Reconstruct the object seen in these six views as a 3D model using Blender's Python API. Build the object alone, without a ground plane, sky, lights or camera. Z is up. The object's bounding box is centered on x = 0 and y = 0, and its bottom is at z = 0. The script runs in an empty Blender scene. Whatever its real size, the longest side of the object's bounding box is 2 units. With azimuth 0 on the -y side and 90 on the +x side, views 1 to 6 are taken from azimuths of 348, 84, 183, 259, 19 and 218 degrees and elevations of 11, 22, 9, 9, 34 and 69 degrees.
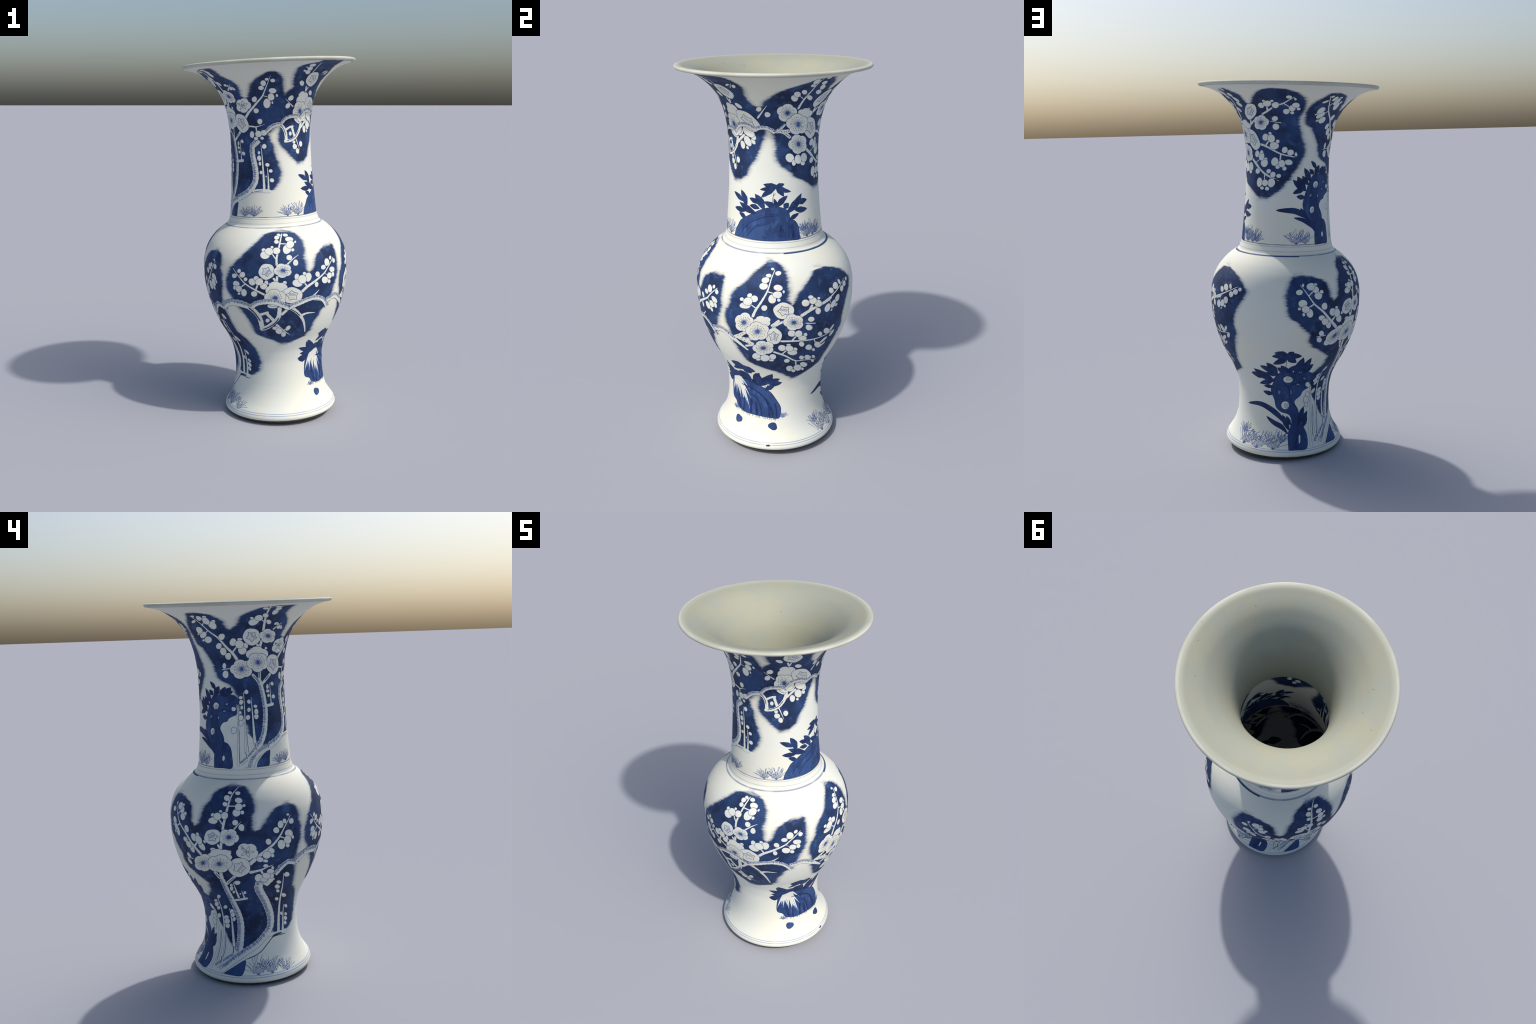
"""Blue-and-white trumpet-neck porcelain vase: a turned profile leaning a little,
with its cobalt painting (cloud ground, plum branches, blossom, rocks, grass)
laid over the glaze as thin conforming layers."""
import bpy, math, random
import numpy as np
from mathutils import Vector, Matrix
from mathutils.geometry import delaunay_2d_cdt

rng = random.Random(7)

# ------------------------------------------------------------------ profile
# (height, radius) of the outside, foot to flared mouth
PROFILE = [(0.012, 0.3000), (0.016, 0.3060), (0.026, 0.3125), (0.029, 0.3180), (0.040, 0.3215), (0.055, 0.3170),
           (0.075, 0.3040), (0.100, 0.2875), (0.140, 0.2695), (0.180, 0.2585), (0.220, 0.2525), (0.270, 0.2500),
           (0.330, 0.2520), (0.400, 0.2640), (0.470, 0.2925), (0.540, 0.3300), (0.610, 0.3605), (0.680, 0.3838),
           (0.750, 0.3988), (0.820, 0.4058), (0.880, 0.4060), (0.940, 0.3970), (0.965, 0.3890), (1.005, 0.3700),
           (1.046, 0.3390), (1.077, 0.3050), (1.097, 0.2770), (1.1035, 0.2665), (1.1055, 0.2630), (1.110, 0.2580),
           (1.124, 0.2520), (1.140, 0.2470), (1.148, 0.2445), (1.152, 0.2432), (1.185, 0.2400), (1.220, 0.2370),
           (1.300, 0.2307), (1.400, 0.2251), (1.500, 0.2219), (1.600, 0.2219), (1.680, 0.2292), (1.750, 0.2430),
           (1.800, 0.2596), (1.840, 0.2821), (1.880, 0.3135), (1.910, 0.3465), (1.938, 0.3890), (1.953, 0.4300),
           (1.9605, 0.4660)]
LIP = [(1.9605, 0.4660), (1.9622, 0.4726), (1.9665, 0.4770), (1.9720, 0.4782), (1.9762, 0.4758), (1.9786, 0.4708), (1.9788, 0.4620)]
LINING_END = 1.570


def monotone(x, y):
    x, y = np.asarray(x, float), np.asarray(y, float)
    h = np.diff(x); d = np.diff(y) / h; m = np.zeros_like(y); m[0], m[-1] = d[0], d[-1]
    for i in range(1, len(x) - 1):
        if d[i - 1] * d[i] > 0:
            a, b = 2 * h[i] + h[i - 1], h[i] + 2 * h[i - 1]
            m[i] = (a + b) / (a / d[i - 1] + b / d[i])

    def f(q):
        q = np.asarray(q, float); i = np.clip(np.searchsorted(x, q) - 1, 0, len(x) - 2); t = (q - x[i]) / h[i]
        return ((2*t**3 - 3*t**2 + 1) * y[i] + (t**3 - 2*t**2 + t) * h[i] * m[i]
                + (-2*t**3 + 3*t**2) * y[i + 1] + (t**3 - t**2) * h[i] * m[i + 1])
    return f


radius = monotone([p[0] for p in PROFILE], [p[1] for p in PROFILE])
HH = np.linspace(PROFILE[0][0], PROFILE[-1][0], 6000)
RR = radius(HH)
LL = np.concatenate([[0], np.cumsum(np.hypot(np.diff(HH), np.diff(RR)))])
SLOPE = np.gradient(RR, HH)
h_to_l = lambda h: np.interp(h, HH, LL)
l_to_h = lambda l: np.interp(l, LL, HH)

# the thrown shape leans; the mouth tips a touch further
LEAN = Vector((-0.0383, 0.0135, 1.0)).normalized()
BASE = Vector((0.0763, -0.0274, 0.0))


WANDER_H = [0.0, 0.3, 0.75, 1.1, 1.4, 1.8, 1.95]
WANDER_X = [0.0, 0.0, 0.0, 0.0, -0.0005, -0.002, 0.0]
WANDER_Y = [0.0, 0.0, 0.003, 0.0, -0.002, 0.0, 0.0]


def tip(P):
    """mouth warp: the rim dips on the -x side"""
    P = np.array(P, float)
    k = np.clip((P[:, 2] - 1.70) / 0.25, 0, 1); k = k * k * (3 - 2 * k)
    h = P[:, 2].copy()
    P[:, 2] += 0.0085 * P[:, 0] * k
    # uneven throwing: the rings wander a few millimetres off the axis
    P[:, 0] += np.interp(h, WANDER_H, WANDER_X); P[:, 1] += np.interp(h, WANDER_H, WANDER_Y)
    return P


def on_surface(th, l, off, inside=False):
    """angle (deg), profile length, offset (m) -> points and normals"""
    th, l = np.radians(np.asarray(th, float)), np.asarray(l, float)
    h = l_to_h(l); r = np.interp(h, HH, RR); s = np.interp(h, HH, SLOPE)
    n = 1 / np.sqrt(1 + s * s); nr, nz = n, -s * n
    rr, zz = r + off * nr, h + off * nz
    P = np.stack([rr * np.cos(th), rr * np.sin(th), zz], 1)
    N = np.stack([nr * np.cos(th), nr * np.sin(th), nz], 1)
    return tip(P), (-N if inside else N)


# ------------------------------------------------------------------ objects
vase = bpy.data.objects.new("vase", None)
bpy.context.scene.collection.objects.link(vase)
vase["label"] = "tall blue-and-white porcelain vase with flared mouth and plum blossom"
vase["category"] = "vase"
vase.location = BASE
vase.rotation_mode = "QUATERNION"
vase.rotation_quaternion = Vector((0, 0, 1)).rotation_difference(LEAN)


def make(name, parent, P, faces, mats, index=None, N=None, stuff=False):
    me = bpy.data.meshes.new(name)
    me.from_pydata([tuple(p) for p in P], [], faces)
    for m in mats:
        me.materials.append(m)
    if index is not None:
        me.polygons.foreach_set("material_index", index)
    me.polygons.foreach_set("use_smooth", [True] * len(me.polygons))
    me.update()
    if N is not None:
        me.normals_split_custom_set_from_vertices([tuple(n) for n in N])
    ob = bpy.data.objects.new(name, me)
    bpy.context.scene.collection.objects.link(ob)
    ob.parent = parent
    if stuff:
        ob["kind"] = "stuff"
    return ob


# ------------------------------------------------------------------ materials
class Nodes:
    """tiny helper for building node trees"""
    def __init__(self, tree):
        self.t = tree; self.N = tree.nodes; self.L = tree.links

    def add(self, kind, **kw):
        n = self.N.new(kind)
        for k, v in kw.items():
            setattr(n, k, v)
        return n

    def put(self, sock, v):
        if isinstance(v, bpy.types.NodeSocket):
            self.L.new(v, sock)
        else:
            sock.default_value = v

    def math(self, op, *a, clamp=False):
        n = self.add("ShaderNodeMath", operation=op, use_clamp=clamp)
        for i, v in enumerate(a):
            self.put(n.inputs[i], v)
        return n.outputs[0]

    def ramp(self, v, lo, hi, a=0.0, b=1.0, smooth=True):
        n = self.add("ShaderNodeMapRange", interpolation_type="SMOOTHSTEP" if smooth else "LINEAR", clamp=True)
        for i, q in enumerate((v, lo, hi, a, b)):
            self.put(n.inputs[i], q)
        return n.outputs[0]

    def mix(self, f, a, b):
        n = self.add("ShaderNodeMix", data_type="RGBA")
        self.put(n.inputs[0], f)
        for s, v in ((n.inputs[6], a), (n.inputs[7], b)):
            self.put(s, v if isinstance(v, bpy.types.NodeSocket) else (*v, 1))
        return n.outputs[2]

    def vec(self, x, y, z):
        n = self.add("ShaderNodeCombineXYZ")
        for i, v in enumerate((x, y, z)):
            self.put(n.inputs[i], v)
        return n.outputs[0]

    def noise(self, v, scale, detail=2.0, rough=0.5):
        n = self.add("ShaderNodeTexNoise")
        self.L.new(v, n.inputs["Vector"]); n.inputs["Scale"].default_value = scale
        n.inputs["Detail"].default_value = detail; n.inputs["Roughness"].default_value = rough
        return n.outputs["Fac"]


def start(name):
    m = bpy.data.materials.new(name); m.use_nodes = True
    g = Nodes(m.node_tree); b = g.N["Principled BSDF"]
    b.inputs["Roughness"].default_value = GLOSS
    b.inputs["Specular IOR Level"].default_value = SPEC
    pos = g.add("ShaderNodeTexCoord").outputs["Object"]
    return m, g, b, pos


GLOSS, SPEC = 0.62, 0.20
WHITE, WHITE2 = (0.690, 0.715, 0.655), (0.725, 0.720, 0.620)
DARK, MID, PALE = (0.0115, 0.0205, 0.0570), (0.0215, 0.0530, 0.1500), (0.052, 0.110, 0.262)
LINE = (0.020, 0.048, 0.150)


def porcelain(g, pos):
    """white glaze: cool/warm drift, a few kiln specks"""
    c = g.mix(g.ramp(g.noise(pos, 3.0, 3), 0.38, 0.62), WHITE, WHITE2)
    vo = g.add("ShaderNodeTexVoronoi", feature="F1"); g.L.new(pos, vo.inputs["Vector"]); vo.inputs["Scale"].default_value = 11.0
    spot = g.math("MULTIPLY", g.ramp(vo.outputs["Distance"], 0.022, 0.034, 1, 0), g.ramp(g.noise(pos, 5.3, 0), 0.60, 0.64))
    return g.mix(g.math("MULTIPLY", spot, 0.65), c, (0.13, 0.11, 0.07))


def cobalt(g, pos, dark=DARK, mid=MID, pale=PALE, stretch=(1, 1, 1), k=1.0):
    """brushed blue wash: overlapping strokes of different strength"""
    mp = g.add("ShaderNodeMapping"); g.L.new(pos, mp.inputs[0]); mp.inputs["Scale"].default_value = stretch
    n1 = g.noise(mp.outputs[0], 9.0 * k, 3, 0.55)
    n2 = g.noise(mp.outputs[0], 26.0 * k, 2, 0.5)
    vo = g.add("ShaderNodeTexVoronoi", feature="SMOOTH_F1"); g.L.new(mp.outputs[0], vo.inputs["Vector"])
    vo.inputs["Scale"].default_value = 8.0 * k; vo.inputs["Smoothness"].default_value = 0.25
    cell = g.add("ShaderNodeSeparateColor"); g.L.new(vo.outputs["Color"], cell.inputs[0])
    t = g.math("ADD", g.math("MULTIPLY", g.ramp(n1, 0.38, 0.62), 0.65), g.math("MULTIPLY", cell.outputs[0], 0.42))
    c = g.mix(t, dark, mid)
    return g.mix(g.math("MULTIPLY", g.ramp(n2, 0.54, 0.74), 0.55), c, pale)


def plain(name, colour_fn):
    m, g, b, pos = start(name)
    g.L.new(colour_fn(g, pos), b.inputs["Base Color"])
    return m


def thin(v):
    return lambda g, pos: g.mix(g.ramp(g.noise(pos, 40, 1), 0.35, 0.65), v, tuple(min(1, c * 1.7) for c in v))


CLOUDS = {"neck": [], "body": []}


def cloud(part, centre, left, right):
    """one lobe of the cobalt ground: its two edges, degrees from the centre against height"""
    CLOUDS[part].append((centre, left, right))


# ------------------------------------------------------------------ cobalt clouds
cloud("neck", -112,
      left=[(12.3, 2.278), (7.2, 2.267), (1.5, 2.235), (-4.1, 2.199), (-8.3, 2.172), (-11.3, 2.131), (-13.8, 2.096), (-16.9, 2.059), (-70.1, 1.812), (-78.1, 1.745), (-78.2, 1.678), (-76.6, 1.614), (-67.4, 1.553), (-60.8, 1.492)],
      right=[(12.3, 2.278), (16.4, 2.265), (20.1, 2.233), (23, 2.195), (24.6, 2.143), (26.3, 2.103), (28.2, 2.065), (38.3, 1.997), (35.8, 1.938), (22.3, 1.876), (6.6, 1.823), (9.6, 1.784), (14.7, 1.759), (14.8, 1.735), (16.3, 1.703), (19.2, 1.674), (20.6, 1.649), (23, 1.621), (21.1, 1.594), (19.4, 1.57), (14.4, 1.55), (10.4, 1.532), (-16.4, 1.523), (-29, 1.507), (-40.6, 1.492)])
cloud("neck", -54,
      left=[(-11.2, 2.387), (-16.8, 2.359), (-23, 2.326), (-25, 2.298), (-24.8, 2.229), (-24.3, 2.183), (-23.7, 2.14), (-22.8, 2.116), (-28.7, 2.083), (-31.6, 2.055), (-41.9, 1.971), (-35.7, 1.87), (-39.6, 1.792), (-36.9, 1.763), (-29.4, 1.733), (-21.4, 1.699), (-14.8, 1.675), (-9.3, 1.658)],
      right=[(9.4, 2.43), (13.3, 2.394), (17.6, 2.318), (21.1, 2.272), (23.2, 2.233), (22.1, 2.185), (21.7, 2.144), (24.1, 2.108), (27.6, 2.074), (34.7, 2.058), (39.6, 1.956), (38.5, 1.917), (36, 1.884), (32.8, 1.839), (27.9, 1.802), (24.1, 1.765), (16.4, 1.737), (14.3, 1.716), (11, 1.691), (3.6, 1.668), (-0.7, 1.662)])
cloud("neck", 152,
      left=[(-19.1, 2.309), (-25, 2.295), (-27.8, 2.267), (-36, 2.184), (-41, 2.124), (-41.1, 2.066), (-39, 2.024), (-30.7, 1.999), (-26.2, 1.968), (-21.9, 1.932), (-17.8, 1.898), (-17, 1.865), (-15.3, 1.836), (-9.3, 1.815), (1.4, 1.796), (7.8, 1.766), (11.6, 1.737), (11.8, 1.684), (21.5, 1.603), (24.1, 1.555), (29.3, 1.527)],
      right=[(-19.1, 2.309), (-10.7, 2.296), (-4.5, 2.278), (0.9, 2.236), (4.7, 2.205), (6.1, 2.165), (7.5, 2.139), (16, 2.107), (28.8, 2.017), (49.1, 1.905), (55.3, 1.735), (53.7, 1.642), (52.4, 1.581), (30.9, 1.526)])
cloud("neck", -159,
      left=[(-1.2, 2.372), (-15.2, 2.342), (-22.9, 2.288), (-29.6, 2.244), (-32.1, 2.2), (-34, 2.162), (-38.6, 2.135), (-46.6, 2.064), (-42.1, 1.949), (-16.8, 1.743), (-15.4, 1.649), (-14.3, 1.558), (-11.7, 1.512), (-5.1, 1.498)],
      right=[(10.1, 2.264), (14.9, 2.221), (19.9, 2.188), (23, 2.149), (23.1, 2.103), (22.2, 2.065), (30.6, 2.031), (30.2, 1.825), (33.9, 1.748), (34.9, 1.653), (32.6, 1.577), (26, 1.54), (15.8, 1.514), (3.6, 1.5)])
cloud("neck", 20,
      left=[(18.5, 2.359), (6.3, 2.329), (-3.3, 2.275), (-12, 2.237), (-21.6, 2.198), (-29.6, 2.151), (-35.2, 2.112), (-38.7, 2.076), (-43.8, 2.039), (-45.7, 1.983), (-38, 1.947), (-28.2, 1.905), (-25.7, 1.885), (-25.3, 1.86), (-24.8, 1.822), (-24.7, 1.791), (-22.8, 1.764), (-18.1, 1.741), (-10.5, 1.719), (1.4, 1.692), (12.6, 1.665), (24.3, 1.636), (32.7, 1.613)],
      right=[(8.4, 2.392), (16.8, 2.36), (21.8, 2.308), (27.9, 2.261), (27.7, 2.212), (30.1, 2.178), (41.5, 2.095), (41.1, 1.966), (33.9, 1.854), (21.4, 1.769), (35.4, 1.681), (38.2, 1.615)])
cloud("neck", 79,
      left=[(0.7, 2.348), (-7.1, 2.326), (-12.9, 2.289), (-18.4, 2.243), (-23, 2.193), (-28.1, 2.172), (-42.9, 2.069), (-57.1, 1.923), (-62.7, 1.814), (-66.3, 1.732), (-61.6, 1.689), (-48.4, 1.662), (-38.3, 1.643), (-30.4, 1.622), (-22.7, 1.609)],
      right=[(0.7, 2.348), (11.8, 2.341), (20.9, 2.293), (26.9, 2.248), (30.5, 2.18), (30.9, 2.13), (28.5, 2.089), (25.5, 2.042), (28.2, 1.997), (30.5, 1.958), (33.7, 1.92), (35.8, 1.895), (37.2, 1.863), (36.6, 1.835), (31.1, 1.806), (28.9, 1.776), (21.5, 1.741), (18.4, 1.716), (12.5, 1.692), (7.4, 1.667), (-0.6, 1.646), (-8.9, 1.624), (-16, 1.611)])
cloud("body", -109,
      left=[(11.5, 1.093), (-2.8, 1.077), (-7.6, 1.053), (-12.5, 1.026), (-18.7, 0.988), (-25.8, 0.943), (-30.7, 0.904), (-33.3, 0.871), (-35.6, 0.838), (-35.6, 0.795), (-33.1, 0.762), (-29.9, 0.724), (-26.4, 0.687), (-22, 0.641), (-18.6, 0.6), (-17.3, 0.556), (-15.2, 0.528), (-8.1, 0.509), (1.2, 0.488), (9.9, 0.462)],
      right=[(11.5, 1.093), (22.1, 1.087), (28.4, 1.068), (31.8, 1.036), (30.6, 0.986), (29.8, 0.948), (30.8, 0.917), (29.6, 0.892), (34.1, 0.86), (31.7, 0.712), (27.9, 0.602), (24.8, 0.487), (18.2, 0.468), (13.4, 0.46)])
cloud("body", -66,
      left=[(9.8, 1.001), (3, 0.984), (-2.2, 0.962), (-5, 0.935), (-6.7, 0.896), (-9.4, 0.878), (-17, 0.85), (-29.6, 0.726), (-29.2, 0.573), (-26.2, 0.469)],
      right=[(16.1, 1.001), (19.9, 0.991), (20.1, 0.956), (19.9, 0.908), (20, 0.862), (18.7, 0.81), (15.6, 0.772), (13.9, 0.734), (11.7, 0.701), (8.3, 0.666), (3, 0.647), (1, 0.612), (-2.4, 0.577), (-3, 0.534), (-7.7, 0.498), (-18.1, 0.482), (-24.8, 0.467)])
cloud("body", -17,
      left=[(5.8, 1.081), (3.6, 1.072), (-0.4, 1.056), (-4.3, 1.04), (-9.1, 1.01), (-10.6, 0.992), (-15.2, 0.967), (-18.9, 0.945), (-21.7, 0.916), (-22.2, 0.882), (-23.2, 0.861), (-25.6, 0.838), (-27.2, 0.796), (-26.1, 0.757), (-24.8, 0.733), (-23.1, 0.689), (-22.4, 0.65), (-20.4, 0.624), (-19.9, 0.611), (-17.9, 0.573), (-15, 0.54), (-8.4, 0.521), (-0.2, 0.499), (10.6, 0.478), (18.6, 0.452), (29.6, 0.416)],
      right=[(5.8, 1.081), (13.4, 1.072), (17.1, 1.059), (18.8, 1.039), (20.8, 1.011), (21.4, 0.977), (21.1, 0.948), (20.1, 0.911), (23.4, 0.886), (27.3, 0.789), (28, 0.668), (32.7, 0.503), (32.4, 0.413)])
cloud("body", 32,
      left=[(-2, 1.036), (4.6, 1.031), (-6.8, 1.026), (-10.5, 1.005), (-15.2, 0.98), (-18.3, 0.956), (-22.5, 0.932), (-25.3, 0.896), (-31, 0.865), (-35.5, 0.76), (-35.4, 0.629), (-31.4, 0.518), (-20.4, 0.418)],
      right=[(-0.6, 1.037), (14.6, 1.014), (22.3, 0.991), (26.9, 0.963), (32.1, 0.932), (29.7, 0.894), (24.1, 0.847), (20.9, 0.801), (18.7, 0.746), (20.3, 0.695), (17.4, 0.646), (13.7, 0.584), (11.3, 0.533), (11.5, 0.479), (2.3, 0.457), (-5.5, 0.439), (-18.5, 0.415)])
cloud("body", 117,
      left=[(-15.1, 1.021), (-18.8, 1.017), (-21.9, 0.99), (-24.2, 0.944), (-25.1, 0.922), (-24.1, 0.881), (-23.1, 0.845), (-22.3, 0.818), (-20.3, 0.8), (-15.6, 0.786), (-12.2, 0.756), (-6.1, 0.715), (-6.3, 0.679), (-3.1, 0.652), (-3.1, 0.645), (3.4, 0.626), (5.6, 0.614), (16, 0.575), (19.5, 0.549), (13.9, 0.516), (8.3, 0.473)],
      right=[(-15.1, 1.021), (-4.1, 1.017), (-0.2, 1.004), (5.2, 0.995), (8.9, 0.972), (10.3, 0.943), (10.7, 0.904), (13.7, 0.885), (25.7, 0.87), (27.8, 0.809), (30.8, 0.68), (34.4, 0.555), (33.2, 0.493), (8, 0.437)])
cloud("body", 154,
      left=[(4.3, 1.087), (-0, 1.081), (-8.6, 1.063), (-12.8, 1.042), (-14.2, 1.012), (-17.5, 0.988), (-18.8, 0.952), (-19.8, 0.925), (-20.5, 0.898), (-29.3, 0.871), (-34.7, 0.818), (-28.9, 0.714), (-20.4, 0.587), (-22.4, 0.521), (-36, 0.457), (-36.1, 0.399), (-30.6, 0.378), (-26.4, 0.329), (-17.8, 0.273), (-9.4, 0.204), (0.4, 0.18)],
      right=[(4.3, 1.087), (10.4, 1.081), (16.1, 1.077), (18.3, 1.064), (20.8, 1.041), (22.3, 1.008), (23.3, 0.983), (21, 0.94), (20.6, 0.897), (20.9, 0.877), (29.8, 0.84), (30, 0.656), (31, 0.547), (42.4, 0.386), (42.8, 0.306), (34.2, 0.25), (19.5, 0.205), (5.8, 0.178)])
cloud("body", -157,
      left=[(-1.4, 0.988), (-10.1, 0.976), (-14.9, 0.957), (-18.9, 0.928), (-22, 0.897), (-24.3, 0.878), (-33.3, 0.862), (-38.6, 0.778), (-28.3, 0.602), (-20.7, 0.499), (-9.3, 0.366), (-9.3, 0.301), (-6.7, 0.253)],
      right=[(-1.4, 0.988), (4.9, 0.973), (7.7, 0.95), (8.1, 0.926), (7.1, 0.896), (9.3, 0.865), (9.1, 0.823), (8.1, 0.788), (6.5, 0.754), (5.8, 0.718), (4.9, 0.69), (7.8, 0.622), (10.8, 0.529), (19.8, 0.484), (28.2, 0.413), (32, 0.34), (28.5, 0.293), (20.4, 0.267), (12.5, 0.257)])


def edge_curve(g, w, pts, lo, hi, span):
    n = g.add("ShaderNodeFloatCurve"); cm = n.mapping; c = cm.curves[0]
    pts = sorted(((p[1] - lo) / (hi - lo), p[0] / (2 * span) + 0.5) for p in pts)
    while len(c.points) < len(pts):
        c.points.new(0.5, 0.5)
    for p, (x, y) in zip(c.points, pts):
        p.location = (min(max(x, 0), 1), min(max(y, 0), 1)); p.handle_type = "VECTOR"
    cm.extend = "HORIZONTAL"; cm.update()
    g.put(n.inputs["Value"], g.ramp(w, lo, hi, smooth=False))
    return g.math("MULTIPLY", g.math("SUBTRACT", n.outputs[0], 0.5), 2 * span)


def painted_glaze(name, part, lines):
    m, g, b, pos = start(name)
    sep = g.add("ShaderNodeSeparateXYZ"); g.L.new(pos, sep.inputs[0]); x, y, z = sep.outputs
    r = g.math("SQRT", g.math("ADD", g.math("MULTIPLY", x, x), g.math("MULTIPLY", y, y)))
    th = g.math("MULTIPLY", g.math("ARCTAN2", y, x), 57.29578)
    w = g.math("ADD", z, r) if part == "neck" else z
    wob = g.math("MULTIPLY", g.math("SUBTRACT", g.noise(pos, 14, 2), 0.5), 0.022)
    # horizontal brush hairs
    hair = g.noise(g.vec(g.math("MULTIPLY", x, 0.09), g.math("MULTIPLY", y, 0.09), z), 240.0, 2, 0.6)
    far = None
    for centre, left, right in CLOUDS[part]:
        pts = left + right
        lo, hi = min(p[1] for p in pts) - 0.004, max(p[1] for p in pts) + 0.004
        d = g.math("WRAP", g.math("SUBTRACT", th, centre), 180.0, -180.0)
        L, R = edge_curve(g, w, left, lo, hi, 90.0), edge_curve(g, w, right, lo, hi, 90.0)
        dist = g.math("MULTIPLY", g.math("MULTIPLY", g.math("MINIMUM", g.math("SUBTRACT", d, L), g.math("SUBTRACT", R, d)), r), 0.0174533)
        dist = g.math("MINIMUM", dist, g.math("MULTIPLY", g.math("MINIMUM", g.math("SUBTRACT", hi - 0.009, w), g.math("SUBTRACT", w, lo + 0.009)), 1.3))
        far = dist if far is None else g.math("MAXIMUM", far, dist)
    far = g.math("ADD", far, wob)
    edge = g.math("ADD", far, g.math("MULTIPLY", g.math("SUBTRACT", hair, 0.5), 0.030))
    solid = g.ramp(edge, -0.014, 0.012)
    soft = g.math("MULTIPLY", g.ramp(edge, -0.026, 0.004), 0.36)
    mask = g.math("MAXIMUM", solid, soft)
    blue = cobalt(g, pos)
    blue = g.mix(g.ramp(far, 0.002, 0.020, 0.65, 0.0), blue, (0.024, 0.062, 0.185))
    c = g.mix(mask, porcelain(g, pos), blue)
    turn = g.noise(g.vec(g.math("MULTIPLY", x, 3.0), g.math("MULTIPLY", y, 3.0), 0.0), 4.0, 1)
    for h, width, strength, colour, along in lines:
        q = g.math("ABSOLUTE", g.math("SUBTRACT", w if along else z, h))
        k = g.math("MULTIPLY", g.ramp(q, width * 0.45, width * 0.95, 1, 0), g.ramp(turn, 0.30, 0.55, strength * 0.6, strength))
        c = g.mix(k, c, colour)
    if part == "body":   # heavy stretch of the shoulder line
        a = g.math("WRAP", g.math("SUBTRACT", th, 55.0), 180.0, -180.0)
        k = g.math("MULTIPLY", g.ramp(g.math("ABSOLUTE", g.math("SUBTRACT", z, 1.1005)), 0.0016, 0.0032, 1, 0), g.ramp(g.math("ABSOLUTE", a), 51, 53, 1, 0))
        c = g.mix(k, c, MID)
    g.L.new(c, b.inputs["Base Color"])
    return m


GREY = (0.28, 0.33, 0.38)
neck_glaze = painted_glaze("painted_neck_glaze", "neck", [(1.1560, 0.0028, 0.85, MID, False), (1.1460, 0.0030, 0.60, GREY, False),
                           (1.1212, 0.0026, 0.50, (0.25, 0.30, 0.40), False), (2.4235, 0.0060, 0.75, (0.11, 0.14, 0.19), True)])
body_glaze = painted_glaze("painted_body_glaze", "body", [(1.1025, 0.0036, 0.72, (0.10, 0.15, 0.28), False), (0.0650, 0.0024, 0.72, (0.16, 0.24, 0.42), False),
                           (0.0556, 0.0024, 0.72, (0.16, 0.24, 0.42), False)])
white = plain("white_reserve_glaze", lambda g, p: g.mix(g.ramp(g.noise(p, 24, 3, 0.6), 0.42, 0.72, 0.04, 0.42), porcelain(g, p), (0.52, 0.60, 0.67)))
rim_glaze = plain("rim_glaze", lambda g, p: g.mix(g.ramp(g.noise(p, 6, 3), 0.4, 0.65), (0.52, 0.53, 0.45), (0.455, 0.465, 0.385)))


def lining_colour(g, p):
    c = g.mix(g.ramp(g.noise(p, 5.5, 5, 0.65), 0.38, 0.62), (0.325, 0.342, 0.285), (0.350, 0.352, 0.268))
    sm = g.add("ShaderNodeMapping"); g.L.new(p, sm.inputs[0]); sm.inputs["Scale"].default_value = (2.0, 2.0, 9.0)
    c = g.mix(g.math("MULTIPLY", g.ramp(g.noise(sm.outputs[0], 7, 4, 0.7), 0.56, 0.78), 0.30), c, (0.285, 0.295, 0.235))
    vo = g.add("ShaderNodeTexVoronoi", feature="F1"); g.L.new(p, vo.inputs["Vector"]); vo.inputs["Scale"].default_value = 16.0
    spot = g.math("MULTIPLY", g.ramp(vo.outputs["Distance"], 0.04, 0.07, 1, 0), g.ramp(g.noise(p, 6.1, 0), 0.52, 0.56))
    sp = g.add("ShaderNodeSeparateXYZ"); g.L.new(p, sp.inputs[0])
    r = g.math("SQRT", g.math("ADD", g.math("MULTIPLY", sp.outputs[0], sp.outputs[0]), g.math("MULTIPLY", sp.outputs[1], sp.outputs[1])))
    c = g.mix(g.ramp(r, 0.432, 0.466), c, (0.435, 0.445, 0.370))   # paler towards the lip
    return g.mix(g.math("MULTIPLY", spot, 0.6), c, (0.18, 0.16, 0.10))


lining_glaze = plain("grey_cream_lining_glaze", lining_colour)
biscuit = plain("unglazed_foot", lambda g, p: g.mix(g.ramp(g.noise(p, 60, 3), 0.35, 0.65), (0.045, 0.036, 0.018), (0.11, 0.09, 0.045)))
ink = plain("cobalt_line", thin(LINE))
bark_wash = plain("bark_wash", lambda g, p: g.mix(g.ramp(g.noise(p, 30, 3, 0.6), 0.3, 0.7), (0.60, 0.64, 0.64), (0.30, 0.38, 0.52)))
grass_ink = plain("grass_line", thin((0.034, 0.078, 0.215)))
ink_dark = plain("cobalt_dark_line", thin((0.010, 0.022, 0.080)))
wash = plain("cobalt_pale_wash", lambda g, p: g.mix(g.ramp(g.noise(p, 70, 2), 0.3, 0.7), (0.16, 0.25, 0.46), (0.30, 0.39, 0.56)))
heart = plain("cobalt_heart", thin((0.055, 0.120, 0.330)))
leaf_blue = plain("leaf_blue", lambda g, p: cobalt(g, p, (0.0100, 0.0215, 0.072), (0.0175, 0.044, 0.140), (0.036, 0.085, 0.225), k=2.2))
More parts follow.
